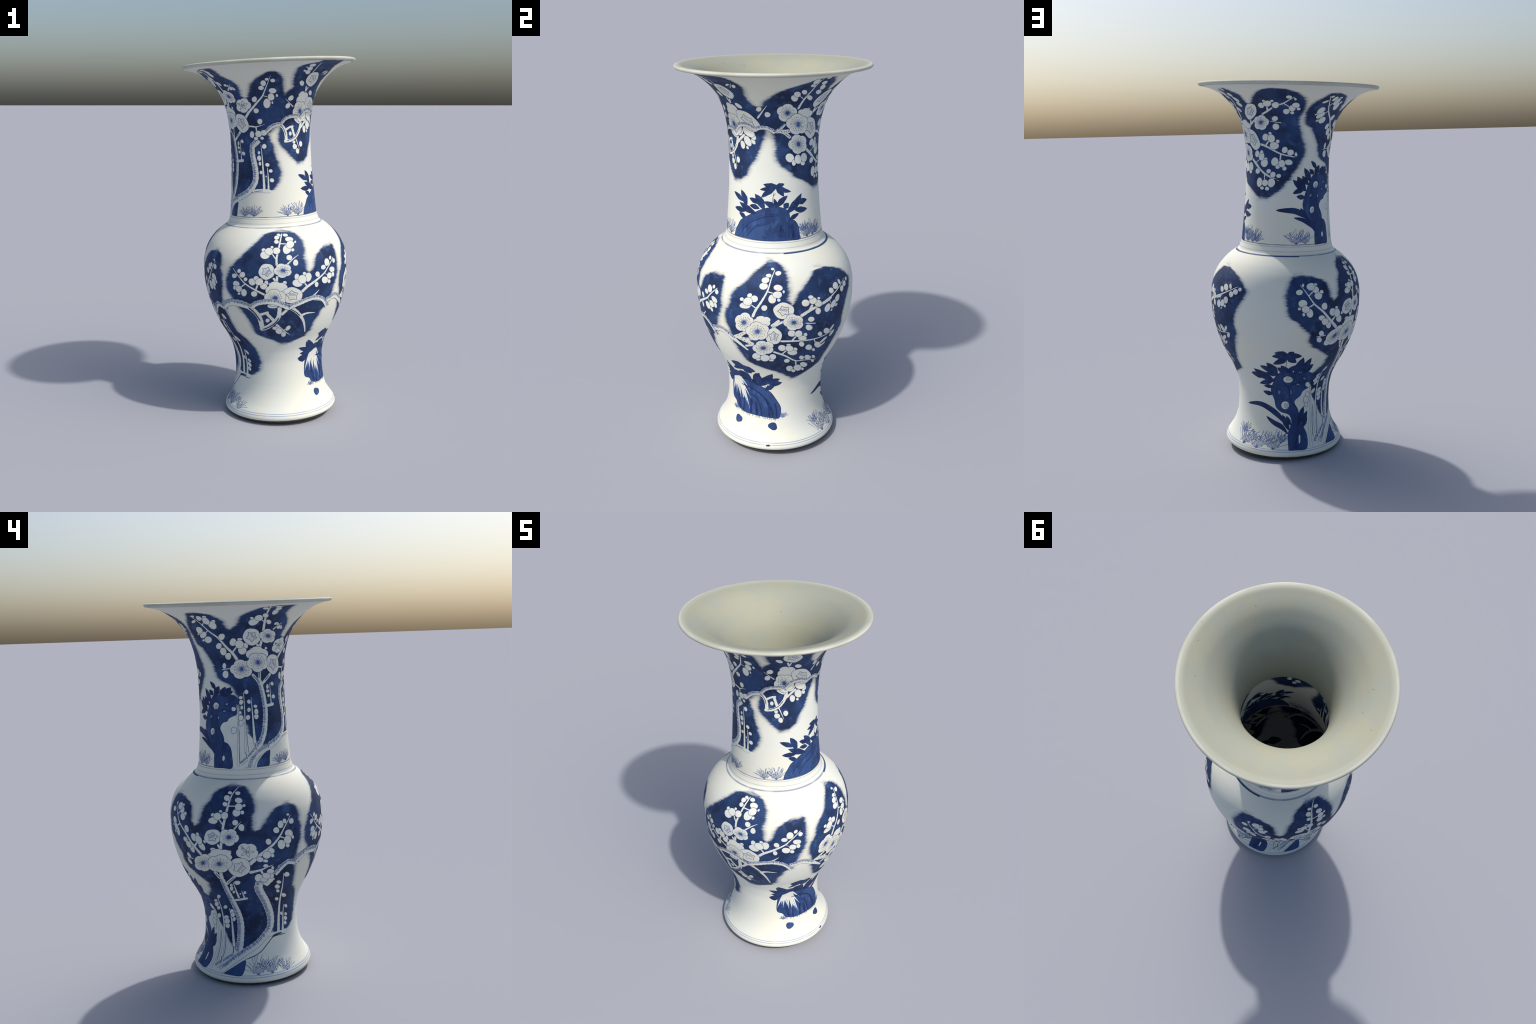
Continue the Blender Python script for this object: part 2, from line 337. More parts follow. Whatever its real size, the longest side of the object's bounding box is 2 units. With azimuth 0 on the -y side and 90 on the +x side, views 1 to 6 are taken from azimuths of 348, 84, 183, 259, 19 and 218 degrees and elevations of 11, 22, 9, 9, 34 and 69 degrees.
rock_blue = plain("rock_blue", lambda g, p: cobalt(g, p, (0.0160, 0.0370, 0.118), (0.0330, 0.0740, 0.205), (0.062, 0.125, 0.285), (1.5, 1.5, 0.7)))

# ------------------------------------------------------------------ the pot
SEG = 384


def lathe(name, prof, mat, inside=False, parent=None, normals=True):
    prof = np.array(prof, float)
    a = np.linspace(0, 2 * math.pi, SEG, endpoint=False); n = len(prof)
    P = np.stack([np.outer(prof[:, 1], np.cos(a)), np.outer(prof[:, 1], np.sin(a)), np.repeat(prof[:, :1], SEG, 1)], 2).reshape(-1, 3)
    F = []
    for i in range(n - 1):
        for j in range(SEG):
            k = (j + 1) % SEG
            q = (i * SEG + j, i * SEG + k, (i + 1) * SEG + k, (i + 1) * SEG + j)
            F.append(q[::-1] if inside else q)
    t = np.gradient(prof, axis=0); ln = np.hypot(t[:, 0], t[:, 1]) + 1e-12
    nr, nz = t[:, 0] / ln, -t[:, 1] / ln
    if inside:
        nr, nz = -nr, -nz
    N = np.stack([np.outer(nr, np.cos(a)), np.outer(nr, np.sin(a)), np.repeat(nz[:, None], SEG, 1)], 2).reshape(-1, 3)
    return make(name, parent or vase, tip(P), F, [mat], None, N if normals else None)


def outside(h0, h1, step=0.004):
    l = np.linspace(h_to_l(h0), h_to_l(h1), max(3, int((h_to_l(h1) - h_to_l(h0)) / step)))
    h = l_to_h(l)
    return np.stack([h, np.interp(h, HH, RR)], 1)


WAIST, JOIN, FOOT_EDGE, RIM_START = 0.270, 1.1046, 0.026, 1.9605
foot = lathe("foot", outside(FOOT_EDGE, WAIST), body_glaze)
body = lathe("body", outside(WAIST, JOIN), body_glaze)
neck = lathe("neck", outside(JOIN, RIM_START, 0.003), neck_glaze)


def smooth_path(pts, n):
    pts = np.array(pts, float); out = []
    for i in range(len(pts) - 1):
        p0, p1, p2, p3 = pts[max(i - 1, 0)], pts[i], pts[i + 1], pts[min(i + 2, len(pts) - 1)]
        for t in np.linspace(0, 1, n, endpoint=False):
            out.append(0.5 * (2 * p1 + (p2 - p0) * t + (2 * p0 - 5 * p1 + 4 * p2 - p3) * t**2 + (3 * p1 - p0 - 3 * p2 + p3) * t**3))
    return np.array(out + [pts[-1]])


rim = lathe("rim", smooth_path(LIP, 6), rim_glaze)
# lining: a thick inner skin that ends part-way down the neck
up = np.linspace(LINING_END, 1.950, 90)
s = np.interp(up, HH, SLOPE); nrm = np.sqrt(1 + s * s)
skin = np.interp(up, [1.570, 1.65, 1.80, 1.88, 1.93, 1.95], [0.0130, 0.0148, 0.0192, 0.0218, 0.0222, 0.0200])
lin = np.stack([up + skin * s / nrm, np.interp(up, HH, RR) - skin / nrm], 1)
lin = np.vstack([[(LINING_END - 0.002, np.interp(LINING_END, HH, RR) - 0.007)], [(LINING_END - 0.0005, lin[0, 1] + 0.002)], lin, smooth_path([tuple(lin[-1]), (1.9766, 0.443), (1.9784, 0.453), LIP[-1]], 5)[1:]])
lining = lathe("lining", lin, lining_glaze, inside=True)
WALL = 0.0045
inner_low = outside(0.06, JOIN, 0.008); inner_low[:, 1] -= WALL
inner_high = outside(JOIN, LINING_END, 0.008); inner_high[:, 1] -= WALL
inner_body = lathe("interior_wall", inner_low, body_glaze, inside=True)
inner_neck = lathe("interior_wall", inner_high, neck_glaze, inside=True)
floor_r = float(radius(0.06)) - WALL
lathe("floor", [(0.060, 0.0005), (0.060, floor_r * 0.5), (0.060, floor_r)], white, inside=False)
ring = [(0.050, 0.0005), (0.050, 0.150), (0.049, 0.255), (0.040, 0.272), (0.016, 0.278), (0.012, 0.284), (0.012, 0.300), (0.016, 0.306), (0.021, 0.3100), (0.026, 0.3125)]
lathe("foot_ring", ring, biscuit, inside=False, normals=False)

PART = {"neck": neck, "body": body}

# ------------------------------------------------------------------ brushwork
MM = 0.001
MATS = {"white": white, "ink": ink, "dark": ink_dark, "wash": wash, "heart": heart, "leaf": leaf_blue, "rock": rock_blue, "grass": grass_ink, "bark": bark_wash}
inner_show = []


class Sheet:
    """faces drawn on the glaze in (angle, profile length, offset)"""
    def __init__(self):
        self.v = []; self.f = []; self.m = []; self.names = []

    def mat(self, n):
        if n not in self.names:
            self.names.append(n)
        return self.names.index(n)

    def points(self, th, l, off):
        k = len(self.v)
        self.v += [(a, b, off) for a, b in zip(th, l)]
        return k

    def face(self, idx, mat):
        self.f.append(tuple(idx)); self.m.append(self.mat(mat))

    def strip(self, th, l, width, off, mat):
        """ribbon along a path; width (m) may vary"""
        th, l = np.asarray(th, float), np.asarray(l, float)
        r = np.interp(l_to_h(l), HH, RR)
        width = np.broadcast_to(width, th.shape)
        s = np.gradient(th) * np.pi / 180 * r; t = np.gradient(l); n = np.hypot(s, t) + 1e-12
        nx, ny = -t / n, s / n
        w = float(np.max(width)); cols = 2 + int(w / 0.006)
        rows = []
        for c in np.linspace(-0.5, 0.5, cols):
            rows.append(self.points(th + np.degrees(nx * c * width / r), l + ny * c * width, off))
        for a, b in zip(rows, rows[1:]):
            for i in range(len(th) - 1):
                self.face((b + i, b + i + 1, a + i + 1, a + i)[::-1], mat)

    def local(self, th0, h0):
        l0 = float(h_to_l(h0))

        def f(s, t):
            l = np.clip(l0 + np.asarray(t, float), 0, LL[-1]); r = np.interp(l_to_h(l), HH, RR)
            return th0 + np.degrees(np.asarray(s, float) / r), l
        return f

    def disc(self, f, outline, M, rings, off, fill, rim_mat=None, rim_w=0.0012, k=40):
        """polar patch: outline(phi)->unit radius, M maps the unit disc to metres"""
        ph = np.linspace(0, 2 * np.pi, k, endpoint=False); o = outline(ph)
        U = np.stack([np.cos(ph) * o, np.sin(ph) * o]); X = M @ U
        size = np.hypot(*X); inner = np.clip(1 - rim_w / size, 0.2, 1) if rim_mat else np.ones(k)
        fr = [q * inner for q in np.linspace(0, 1, rings + 1)[1:]] + ([np.ones(k)] if rim_mat else [])
        c = self.points(*[np.atleast_1d(q) for q in f(0.0, 0.0)], off)
        prev = None
        for j, q in enumerate(fr):
            cur = self.points(*f(X[0] * q, X[1] * q), off)
            mat = rim_mat if (rim_mat and j == len(fr) - 1) else fill
            for i in range(k):
                n = (i + 1) % k
                if prev is None:
                    self.face((c, cur + i, cur + n), mat)
                else:
                    self.face((prev + i, cur + i, cur + n, prev + n), mat)
            prev = cur

    def line(self, f, s, t, width, off, mat):
        th, l = f(np.asarray(s, float), np.asarray(t, float))
        self.strip(th, l, width, off, mat)

    def area(self, pts, off, mat, rim_mat=None, rim_w=0.0016, grid=0.007):
        """closed painted area from an (angle, length) outline"""
        pts = np.array(pts, float); c = pts.mean(0); r0 = float(np.interp(l_to_h(c[1]), HH, RR))
        Q = np.stack([np.radians(pts[:, 0] - c[0]) * r0, pts[:, 1] - c[1]], 1)
        n = len(Q); lo, hi = Q.min(0), Q.max(0)
        gx, gy = np.meshgrid(np.arange(lo[0], hi[0], grid), np.arange(lo[1], hi[1], grid))
        V = [Vector(q) for q in Q] + [Vector(q) for q in np.stack([gx.ravel(), gy.ravel()], 1) + 0.0007]
        ov, _, of, *_ = delaunay_2d_cdt(V, [], [list(range(n))], 1, 1e-6)
        ov = np.array([(q.x, q.y) for q in ov])
        k = self.points(c[0] + np.degrees(ov[:, 0] / r0), np.clip(c[1] + ov[:, 1], 0, LL[-1]), off)
        for q in of:
            q = list(q); a, b, d = (ov[i] for i in q[:3])
            if np.cross(b - a, d - a) < 0:
                q = q[::-1]
            self.face([k + i for i in q], mat)
        if rim_mat:
            p = np.vstack([pts, pts[:1]])
            self.strip(p[:, 0], p[:, 1], rim_w, off + 0.00004, rim_mat)

    def done(self, name, part, stuff=False):
        if not self.v:
            return None
        V = np.array(self.v); mats = [MATS[n] for n in self.names]
        P, N = on_surface(V[:, 0], V[:, 1], V[:, 2])
        F = []
        for q in self.f:
            a, b, c = P[q[0]], P[q[1]], P[q[2]]
            F.append(q if np.dot(np.cross(b - a, c - a), N[q[0]]) >= 0 else q[::-1])
        hs = l_to_h(V[:, 1])
        if hs.min() > 0.45 and hs.max() < LINING_END:
            inner_show.append((V, F, self.m[:], self.names[:]))
        return make(name, PART[part], P, F, mats, self.m, N, stuff)


def path(pts, step=0.004, smooth=True):
    p = np.array([(a, float(h_to_l(h))) for a, h in pts])
    if len(p) > 2 and smooth:
        p = smooth_path(p, 8)
    r = np.interp(l_to_h(p[:, 1]), HH, RR)
    d = np.concatenate([[0], np.cumsum(np.hypot(np.diff(p[:, 0]) * np.pi / 180 * r[1:], np.diff(p[:, 1])))])
    n = max(3, int(d[-1] / step))
    q = np.linspace(0, d[-1], n)
    return np.interp(q, d, p[:, 0]), np.interp(q, d, p[:, 1]), q / d[-1], d[-1]


def unwrap(pts):
    a = np.degrees(np.unwrap(np.radians([p[0] for p in pts])))
    return [(x, p[1]) for x, p in zip(a, pts)]


def ellipse(a, b, rot):
    c, s = math.cos(math.radians(rot)), math.sin(math.radians(rot))
    return np.array([[c, -s], [s, c]]) @ np.diag([a, b]) * MM


OFF = dict(reserve=0.25, leaf=0.30, rock=0.40, twig=0.30, bud=0.60, flower=1.25)
BUDS = []


def bud(part, th, h, a, b, rot):
    BUDS.append((part, th, h, a, b, rot))


def draw_buds():
    big = set(sorted(range(len(BUDS)), key=lambda i: -BUDS[i][3] * BUDS[i][4])[:295])
    rest = {"neck": Sheet(), "body": Sheet()}
    for i, (part, th, h, a, b, rot) in enumerate(BUDS):
        s = Sheet() if i in big else rest[part]
        p0, e1, e2 = rng.uniform(0, 6.28), rng.uniform(0.02, 0.06), rng.uniform(0.0, 0.035)
        shape = lambda ph: 1 + e1 * np.cos(2 * ph + p0) + e2 * np.cos(3 * ph - p0)
        s.disc(s.local(th, h), shape, ellipse(a, b, rot), 2 + int(max(a, b) / 5), (OFF["bud"] + 0.03 * (i % 20)) * MM, "white", "ink", 0.0020, 28)
        if i in big:
            s.done("bud", part)
    for part, s in rest.items():
        s.done("small_bud", part, True)


def flower(part, kind, th, h, a, b, rot, spin, z=0):
    s = Sheet(); f = s.local(th, h); M = ellipse(a, b, rot); off = (OFF["flower"] + 0.2 * z) * MM; R = math.sqrt(a * b) * MM
    p0 = math.radians(spin) + rng.uniform(-0.15, 0.15)
    if kind == "star":
        shape = lambda ph: 1 + 0.025 * np.cos(5 * ph + p0) + 0.02 * np.cos(2 * ph)
    else:
        w = [rng.uniform(-0.03, 0.03) for _ in range(2)]
        shape = lambda ph: (0.80 + 0.20 * np.abs(np.cos(2.5 * (ph - p0))) ** 0.55) * (1 + w[0] * np.cos(ph) + w[1] * np.sin(2 * ph))
    s.disc(f, shape, M, 4 + int(R / 0.006), off, "white", "ink", 0.0021, 80)
    on = lambda u, v: tuple(M @ np.array([u, v]))
    det = off + 0.00009

    def stroke(P, w, mat, o=0.0):
        Q = np.array([on(*p) for p in P]); s.line(f, Q[:, 0], Q[:, 1], w, det + o, mat)
    lw = min(max(R * 0.040, 0.0010), 0.0018)
    if kind == "open":
        s.disc(f, lambda ph: 0.24 + 0.04 * np.cos(9 * ph), M, 3, off + 0.00004, "wash", None, k=36)
        s.disc(f, lambda ph: 0.09 + 0 * ph, M, 2, off + 0.00006, "heart", None, k=20)
        s.disc(f, lambda ph: 0.05 + 0 * ph, M, 1, det + 0.00003, "dark", None, k=12)
        for i in range(22):
            t = p0 + i * 2 * math.pi / 22 + rng.uniform(-0.06, 0.06); e = rng.uniform(0.42, 0.54)
            stroke([(0.08 * math.cos(t), 0.08 * math.sin(t)), (0.3 * math.cos(t + .02), 0.3 * math.sin(t + .02)), (e * math.cos(t), e * math.sin(t))], lw, "ink")
            e2 = e + rng.uniform(0.05, 0.12); t2 = t + rng.uniform(-0.05, 0.05)
            stroke([(e2 * math.cos(t2), e2 * math.sin(t2)), ((e2 + .05) * math.cos(t2), (e2 + .05) * math.sin(t2)), ((e2 + .07) * math.cos(t2), (e2 + .07) * math.sin(t2))], lw * 1.6, "dark")
    elif kind == "star":
        pts = []
        for i in range(5):
            a0, a1 = (p0 + (i + q) * 2 * math.pi / 5 for q in (0, 1))
            for q in np.linspace(0, 1, 9)[:-1]:
                t = a0 + (a1 - a0) * q; rr = 0.62 - 0.21 * math.sin(math.pi * q) ** 0.7
                pts.append((rr * math.cos(t), rr * math.sin(t)))
        stroke(pts + pts[:2], lw * 1.5, "ink")
        for i in range(9):
            u = -0.30 + i * 0.075; v = -0.26 + rng.uniform(-.04, .03)
            stroke([(u, v), (u + .02, v + .15), (u + .05, v + rng.uniform(.26, .36))], lw * 0.9, "ink")
        for i in range(7):
            u = -0.24 + i * 0.08; v = 0.18 + 0.05 * math.cos(u * 6)
            stroke([(u, v), (u, v + .025), (u + .005, v + .05)], lw * 1.3, "ink")
    elif kind == "leafy":
        for i in range(5):
            t = p0 + 0.4 + i * 2 * math.pi / 5; c, sn = math.cos(t), math.sin(t)
            for sgn in (-1, 1):
                stroke([(c * q * 0.62 - sn * sgn * 0.11 * math.sin(math.pi * q), sn * q * 0.62 + c * sgn * 0.11 * math.sin(math.pi * q)) for q in np.linspace(0.05, 1, 10)], lw * 1.1, "ink")
        stroke([(0.05, -0.1), (0.3, -0.4), (0.5, -0.62)], lw * 1.4, "ink"); stroke([(0.12, -0.05), (0.37, -0.35), (0.57, -0.57)], lw, "ink")
    s.done("blossom", part)


def branch(part, pts, w0, w1, z=0, hatch=False):
    P = unwrap(pts)
    for end, nxt, wd in ((0, 1, w0), (-1, -2, w1)):   # run the wide ends on into what they grow from
        if wd > 3 and not hatch:
            (ta, ha), (tb, hb) = P[end], P[nxt]; r = float(radius(ha))
            ds, dh = math.radians(ta - tb) * r, ha - hb; n = math.hypot(ds, dh) + 1e-9; e = 0.0035 / n
            P[end] = (ta + (ta - tb) * e, ha + dh * e)
    s = Sheet(); th, l, q, L = path(P); w = (w0 + (w1 - w0) * q) * MM
    ends = np.clip(np.minimum(q, 1 - q) * L / (0.5 * max(w0, w1) * MM + 1e-6) + 0.45, 0, 1) ** 0.5
    off = (OFF["twig"] if z < 2.5 else OFF["flower"] + 0.2 * z - 0.1) * MM
    if hatch:
        ends = np.ones_like(q)
    wob = 1 + 0.05 * np.sin(q * L * 260 + rng.uniform(0, 6))
    edge = 0.0014 if not hatch else 0.0017
    s.strip(th, l, w * ends * wob + edge * 0.8, off, "ink")
    s.strip(th, l, np.maximum(w * ends * wob - edge, 0.0012), off + 0.00008, "white")
    if hatch:   # bark ticks from the upper edge
        r = np.interp(l_to_h(l), HH, RR); ds, dt = np.gradient(th) * np.pi / 180 * r, np.gradient(l)
        side = 1 if np.mean(ds) * 1.0 + np.mean(-dt) * -0.6 > 0 else -1
        nn = np.hypot(ds, dt) + 1e-9; dx, dy = -dt / nn * side * w * 0.22, ds / nn * side * w * 0.22
        s.strip(th + np.degrees(dx / r), l + dy, w * 0.36, off + 0.00012, "bark")
        k = max(3, int(L / 0.0044))
        for i in range(k):
            a = (i + rng.uniform(0.2, 0.8)) / k
            if rng.random() < 0.08:
                continue
            j = a * (len(th) - 1); jj = int(j); n = math.hypot(ds[jj], dt[jj]) + 1e-9
            nx, ny = -dt[jj] / n * side, ds[jj] / n * side; tx, ty = ds[jj] / n, dt[jj] / n
            t0, l0, ww, rr = (np.interp(j, range(len(th)), q2) for q2 in (th, l, w, r))
            c0, c1 = 0.44, 0.44 - rng.uniform(0.32, 0.58); sk = rng.uniform(-0.10, 0.16)
            X = [(nx * ww * c + tx * ww * sk * (0.46 - c), ny * ww * c + ty * ww * sk * (0.46 - c)) for c in (c0, (c0 + c1) / 2, c1)]
            s.strip([t0 + math.degrees(x / rr) for x, _ in X], [l0 + y for _, y in X], 0.0020, off + 0.00016, "ink")
    s.done("branch", part)


def trunk(part, pts, w0, w1, z=0):
    branch(part, pts, w0, w1, z, True)


LINES = {"neck": Sheet(), "body": Sheet()}
DOTS = {"neck": Sheet(), "body": Sheet()}


def line(part, pts, w0, w1, z=0):
    th, l, q, L = path(unwrap(pts), 0.003)
    taper = np.clip(np.minimum(q, 1 - q) * 8 + 0.35, 0, 1)
    LINES[part].strip(th, l, 0.5 * (w0 + w1) * MM * taper, (0.50 if z < 2.5 else 2.2) * MM, "dark" if w0 > 2.6 or z >= 2 else "ink")


def leaf_shape(part, th, l, w, off, name="leaf"):
    s = Sheet()
    s.strip(th, l, w + 0.0012, off, "dark"); s.strip(th, l, np.maximum(w - 0.0008, 0.0003), off + 0.00004, "leaf")
    k = slice(int(len(th) * 0.15), int(len(th) * 0.85))
    if len(th[k]) > 2:
        s.strip(th[k], l[k], 0.0011, off + 0.00008, "dark")
    s.done(name, part)


def streak(part, pts, w0, w1):
    """a bare, feathery brush stroke left in the rock wash"""
    th, l, q, L = path(unwrap(pts), 0.003)
    far = [(a + 0.22 * (pts[-1][0] - pts[0][0]) * k, h + 0.22 * (pts[-1][1] - pts[0][1]) * k) for (a, h), k in zip(pts, (0, 0.5, 1))]
    t2, l2, q2, _ = path(unwrap(far), 0.003)
    LINES[part].strip(t2, l2, w0 * 0.8 * MM * np.clip(1.02 - q2, 0.02, 1) ** 0.6, 0.445 * MM, "wash")
    LINES[part].strip(th, l, w0 * MM * np.clip(1.05 - q, 0.02, 1) ** 0.8 * np.clip(q * 9 + 0.3, 0, 1), (0.46 + 0.002 * len(pts)) * MM, "white")


NLEAF = [0]


def leaf(part, th0, h0, th1, h1, w):
    NLEAF[0] += 1
    bend = rng.uniform(-0.06, 0.06)
    (t0, t1) = (q[0] for q in unwrap([(th0, h0), (th1, h1)]))
    dh = h1 - h0; r = float(radius((h0 + h1) / 2)); ds = math.radians(t1 - t0) * r
    mid = ((t0 + t1) / 2 + math.degrees(-dh * bend / r), (h0 + h1) / 2 + ds * bend)
    b0 = (t0 - 0.12 * (t1 - t0), h0 - 0.12 * dh)   # the foot of the leaf tucks under its neighbours
    th, l, q, L = path([b0, mid, (t1, h1)], 0.0022)
    prof = np.sin(np.pi * np.clip(q, 0, 1) ** 0.95) ** 0.95 * (1 + 0.05 * np.sin(q * 17))
    leaf_shape(part, th, l, w * MM * prof, (OFF["leaf"] + 0.03 * (NLEAF[0] % 9)) * MM)


def blade(part, pts, w0, w1):
    th, l, q, L = path(unwrap(pts), 0.0025)
    leaf_shape(part, th, l, w0 * MM * np.clip(np.sin(np.pi * (0.06 + 0.94 * q)) ** 0.6, 0, 1) * np.where(q < 0.35, 0.45 + q * 1.57, 1), 0.34 * MM, "grass_blade")


def patch(part, kind, pts, z=0):
    s = Sheet(); P = unwrap(pts); p = [(a, float(h_to_l(h))) for a, h in P]
    p = smooth_path(p + p[:1], 4)[:-1]
    if kind == "reserve":
        s.area(p, ((OFF["reserve"] if z < 2 else 0.46)) * MM, "white"); s.done("white_reserve", part)
    else:
        s.area(p, OFF["rock"] * MM, "rock", "dark", 0.0022); s.done("rock", part)


def ticks(part, pts, length, gap, w):
    th, l, q, L = path(unwrap(pts), 0.003); n = int(L / (gap * MM)); r = np.interp(l_to_h(l), HH, RR)
    for i in range(n):
        if rng.random() < 0.12:
            continue
        j = int((i + rng.uniform(0.1, 0.9)) / n * (len(th) - 1)); k = rng.uniform(0.5, 1.1) * length * MM; sk = rng.uniform(-0.4, 0.4)
        LINES[part].strip([th[j] + math.degrees(k * sk * c / r[j]) for c in (-.5, 0, .5)], [l[j] + k * c for c in (-.5, 0, .5)], w * MM * rng.uniform(0.7, 1.2), 0.52 * MM, "dark")


def tuft(part, th, h, R, a0, a1, n):
    """spiky grass: a main fan with two smaller crossing fans"""
    s = Sheet(); f = s.local(th, h)
    a0, a1 = max(-84, a0 * 1.3 - 4), min(84, a1 * 1.3 + 4)
    fans = [(0, 0, R, a0, a1, n)]
    for sgn in (-1, 1):
        fans.append((sgn * 0.26 * R, 0.10 * R, 0.66 * R, -46 - sgn * 12, 46 - sgn * 12, 4))
    for x, y, Rf, b0, b1, m in fans:
        for i in range(m):
            m_ = max(1, m - 1)
            a = math.radians(b0 + (b1 - b0) * (i + rng.uniform(-0.25, 0.25)) / max(1, m - 1)); Lb = Rf * rng.uniform(0.82, 1.05) * MM
            bend = rng.uniform(0.10, 0.55) * (1 if a > 0 else -1) * (-1 if rng.random() < 0.25 else 1)
            q = np.linspace(0, 1, 8); an = a * (0.75 + 0.0 * q) + bend * q * 0.9 - 0.1 * bend
            sx = x * MM + np.cumsum(np.sin(an)) * Lb / 8; ty = y * MM + np.cumsum(np.cos(an)) * Lb / 8
            s.line(f, np.concatenate([[x * MM], sx]), np.concatenate([[y * MM], ty]), 0.0019 * np.linspace(0.45, 1.25, 9), 0.30 * MM, "grass")
    ob = s.done("grass_tuft", part)


def dot(part, th, h, r):
    s = DOTS[part]; s.disc(s.local(th, h), lambda ph: 1 + 0 * ph, np.eye(2) * r * MM, 1, 2.2 * MM, "dark", None, k=10)


def hole(part, th, h, a, b, rot, open_):
    """a pierced hollow in the scholar's rock"""
    s = Sheet(); f = s.local(th, h); M = ellipse(a, b, rot)
    s.disc(f, lambda ph: 1 + 0 * ph, M, 3, 0.47 * MM, "rock" if not open_ else "white", "dark", 0.0028, 28)
    c = (-0.15, -0.30) if open_ else (0, 0)
    k = 0.55 if open_ else 0.62
    g = lambda u, v: tuple(M @ np.array([u + c[0], v + c[1]]))
    if open_:
        ring_ = [g(k * math.cos(t), k * math.sin(t)) for t in np.linspace(0, 2 * math.pi, 20)]
        s.line(f, [p[0] for p in ring_], [p[1] for p in ring_], 0.0018, 0.53 * MM, "dark")
    for i in range(5):
        u = -0.36 + i * 0.18; P = [g(u * 0.9 - .15, -0.35), g(u * 0.9, 0), g(u * 0.9 + 0.1, 0.35)]
        s.line(f, [p[0] for p in P], [p[1] for p in P], 0.0013, 0.55 * MM, "dark" if (open_ or i % 2) else "white")
    s.done("rock_hollow", part)


def pebble(part, th, h, a, b, rot):
    s = Sheet(); p0 = rng.uniform(0, 6)
    s.disc(s.local(th, h), lambda ph: 1 + 0.10 * np.cos(2 * ph + p0) + 0.08 * np.cos(3 * ph), ellipse(a, b, rot), 4, 0.35 * MM, "rock", "dark", 0.0018, 30)
    s.done("pebble", part)



# neck, seen from side r1a
bud("neck", -104.4, 1.8802, 11.2, 11, 107)
bud("neck", -108, 1.8622, 19.6, 16, 81)
bud("neck", -110.8, 1.839, 16.3, 14.2, -171)
bud("neck", -98.7, 1.8731, 14.3, 13.2, 124)
bud("neck", -98.5, 1.8222, 22, 16.7, 173)
bud("neck", -105.4, 1.7589, 26.8, 21.3, 87)
bud("neck", -93.4, 1.7972, 10, 7.6, 98)
bud("neck", -98.8, 1.7614, 8.9, 6.3, 91)
bud("neck", -100.2, 1.791, 20.9, 19.5, 99)
bud("neck", -120.3, 1.7824, 17.5, 15.3, 58)
bud("neck", -119.9, 1.7229, 16.3, 15.3, -142)
bud("neck", -116.2, 1.6661, 16.2, 15.5, -161)
bud("neck", -66.2, 1.8548, 22, 13.9, 143)
bud("neck", -152.7, 1.8636, 13.6, 9.7, 12)
bud("neck", -146.9, 1.8448, 15.6, 11.9, 156)
bud("neck", -67.2, 1.9397, 23.3, 17.3, 153)
bud("neck", -66.4, 1.909, 21.7, 15.7, 145)
bud("neck", -70.6, 1.9147, 12.6, 7.5, 150)
bud("neck", -70.9, 1.9313, 9.6, 5.5, 145)
bud("neck", -66.7, 1.9246, 22, 15.4, 147)
branch("neck", [(-100.7, 1.8978), (-103.7, 1.8613), (-107.2, 1.8238), (-110.6, 1.7953), (-116.5, 1.7694), (-123.6, 1.7409), (-131.4, 1.7121), (-136, 1.69)], 2.1, 16.1, 0)
branch("neck", [(-109.4, 1.7988), (-105.2, 1.7931)], 4.8, 4.7, 0)
branch("neck", [(-135.5, 1.6432), (-127.7, 1.6412), (-122.5, 1.6356), (-122.1, 1.6179)], 10.7, 7.6, 0)
branch("neck", [(-109.9, 1.6502), (-115.2, 1.6447), (-122.1, 1.638)], 1.5, 7.5, 0)
branch("neck", [(-61.2, 1.9461), (-59.9, 1.9223), (-60.3, 1.9088)], 5.9, 8, 0)
branch("neck", [(-57.6, 1.8364), (-55.5, 1.8146)], 10.7, 10.8, 0)
branch("neck", [(-54.1, 1.8315), (-54.9, 1.817)], 9.4, 9.4, 0)
flower("neck", 'leafy', -137.6, 1.7531, 53.1, 41.1, -162, 10, 0)
flower("neck", 'star', -54.3, 1.8755, 56.3, 42.6, 139, 10, 0)

# neck, seen from side r1b
trunk("neck", [(-119.3, 1.569), (-122.9, 1.5582), (-127.1, 1.5441)], 34.1, 35, 0)
trunk("neck", [(-128.3, 1.5497), (-129.5, 1.5266), (-129.6, 1.4944), (-127.2, 1.4459), (-125.4, 1.3974), (-126.4, 1.3489), (-133, 1.3097), (-143.2, 1.2792), (-156.7, 1.2567)], 31.6, 36.5, 0)
branch("neck", [(-129.3, 1.2969), (-118, 1.2991), (-106.1, 1.2958)], 19.5, 20.1, 0)
line("neck", [(-128, 1.293), (-121.4, 1.2976), (-115.5, 1.2983)], 2.9, 2.9, 0)
branch("neck", [(-116.5, 1.5448), (-115.2, 1.4612), (-113.8, 1.3095)], 2.7, 14.9, 0)
branch("neck", [(-108.8, 1.4187), (-108, 1.3639), (-108.1, 1.3058)], 3.3, 11.4, 0)
bud("neck", -128.8, 1.5987, 19.2, 15.2, 85)
bud("neck", -111.6, 1.6064, 19.5, 17.5, 180)
bud("neck", -123.1, 1.5774, 13.2, 11.2, -179)
bud("neck", -114.4, 1.5781, 11.5, 9.6, 179)
bud("neck", -119.3, 1.601, 19.6, 19.1, -165)
bud("neck", -111.9, 1.5346, 14.4, 13.7, 84)
bud("neck", -119.8, 1.5018, 10.3, 8.5, 85)
bud("neck", -118.9, 1.4438, 12.2, 9.1, 88)
bud("neck", -119.8, 1.4729, 16.1, 12.9, 87)
bud("neck", -108.6, 1.4364, 13, 11.3, 178)
bud("neck", -104.4, 1.4036, 11.3, 11.3, 172)
bud("neck", -117.8, 1.397, 10.7, 10.1, 83)
bud("neck", -103.2, 1.3535, 13, 12.9, 166)
bud("neck", -110.8, 1.3745, 6.5, 4.9, 88)
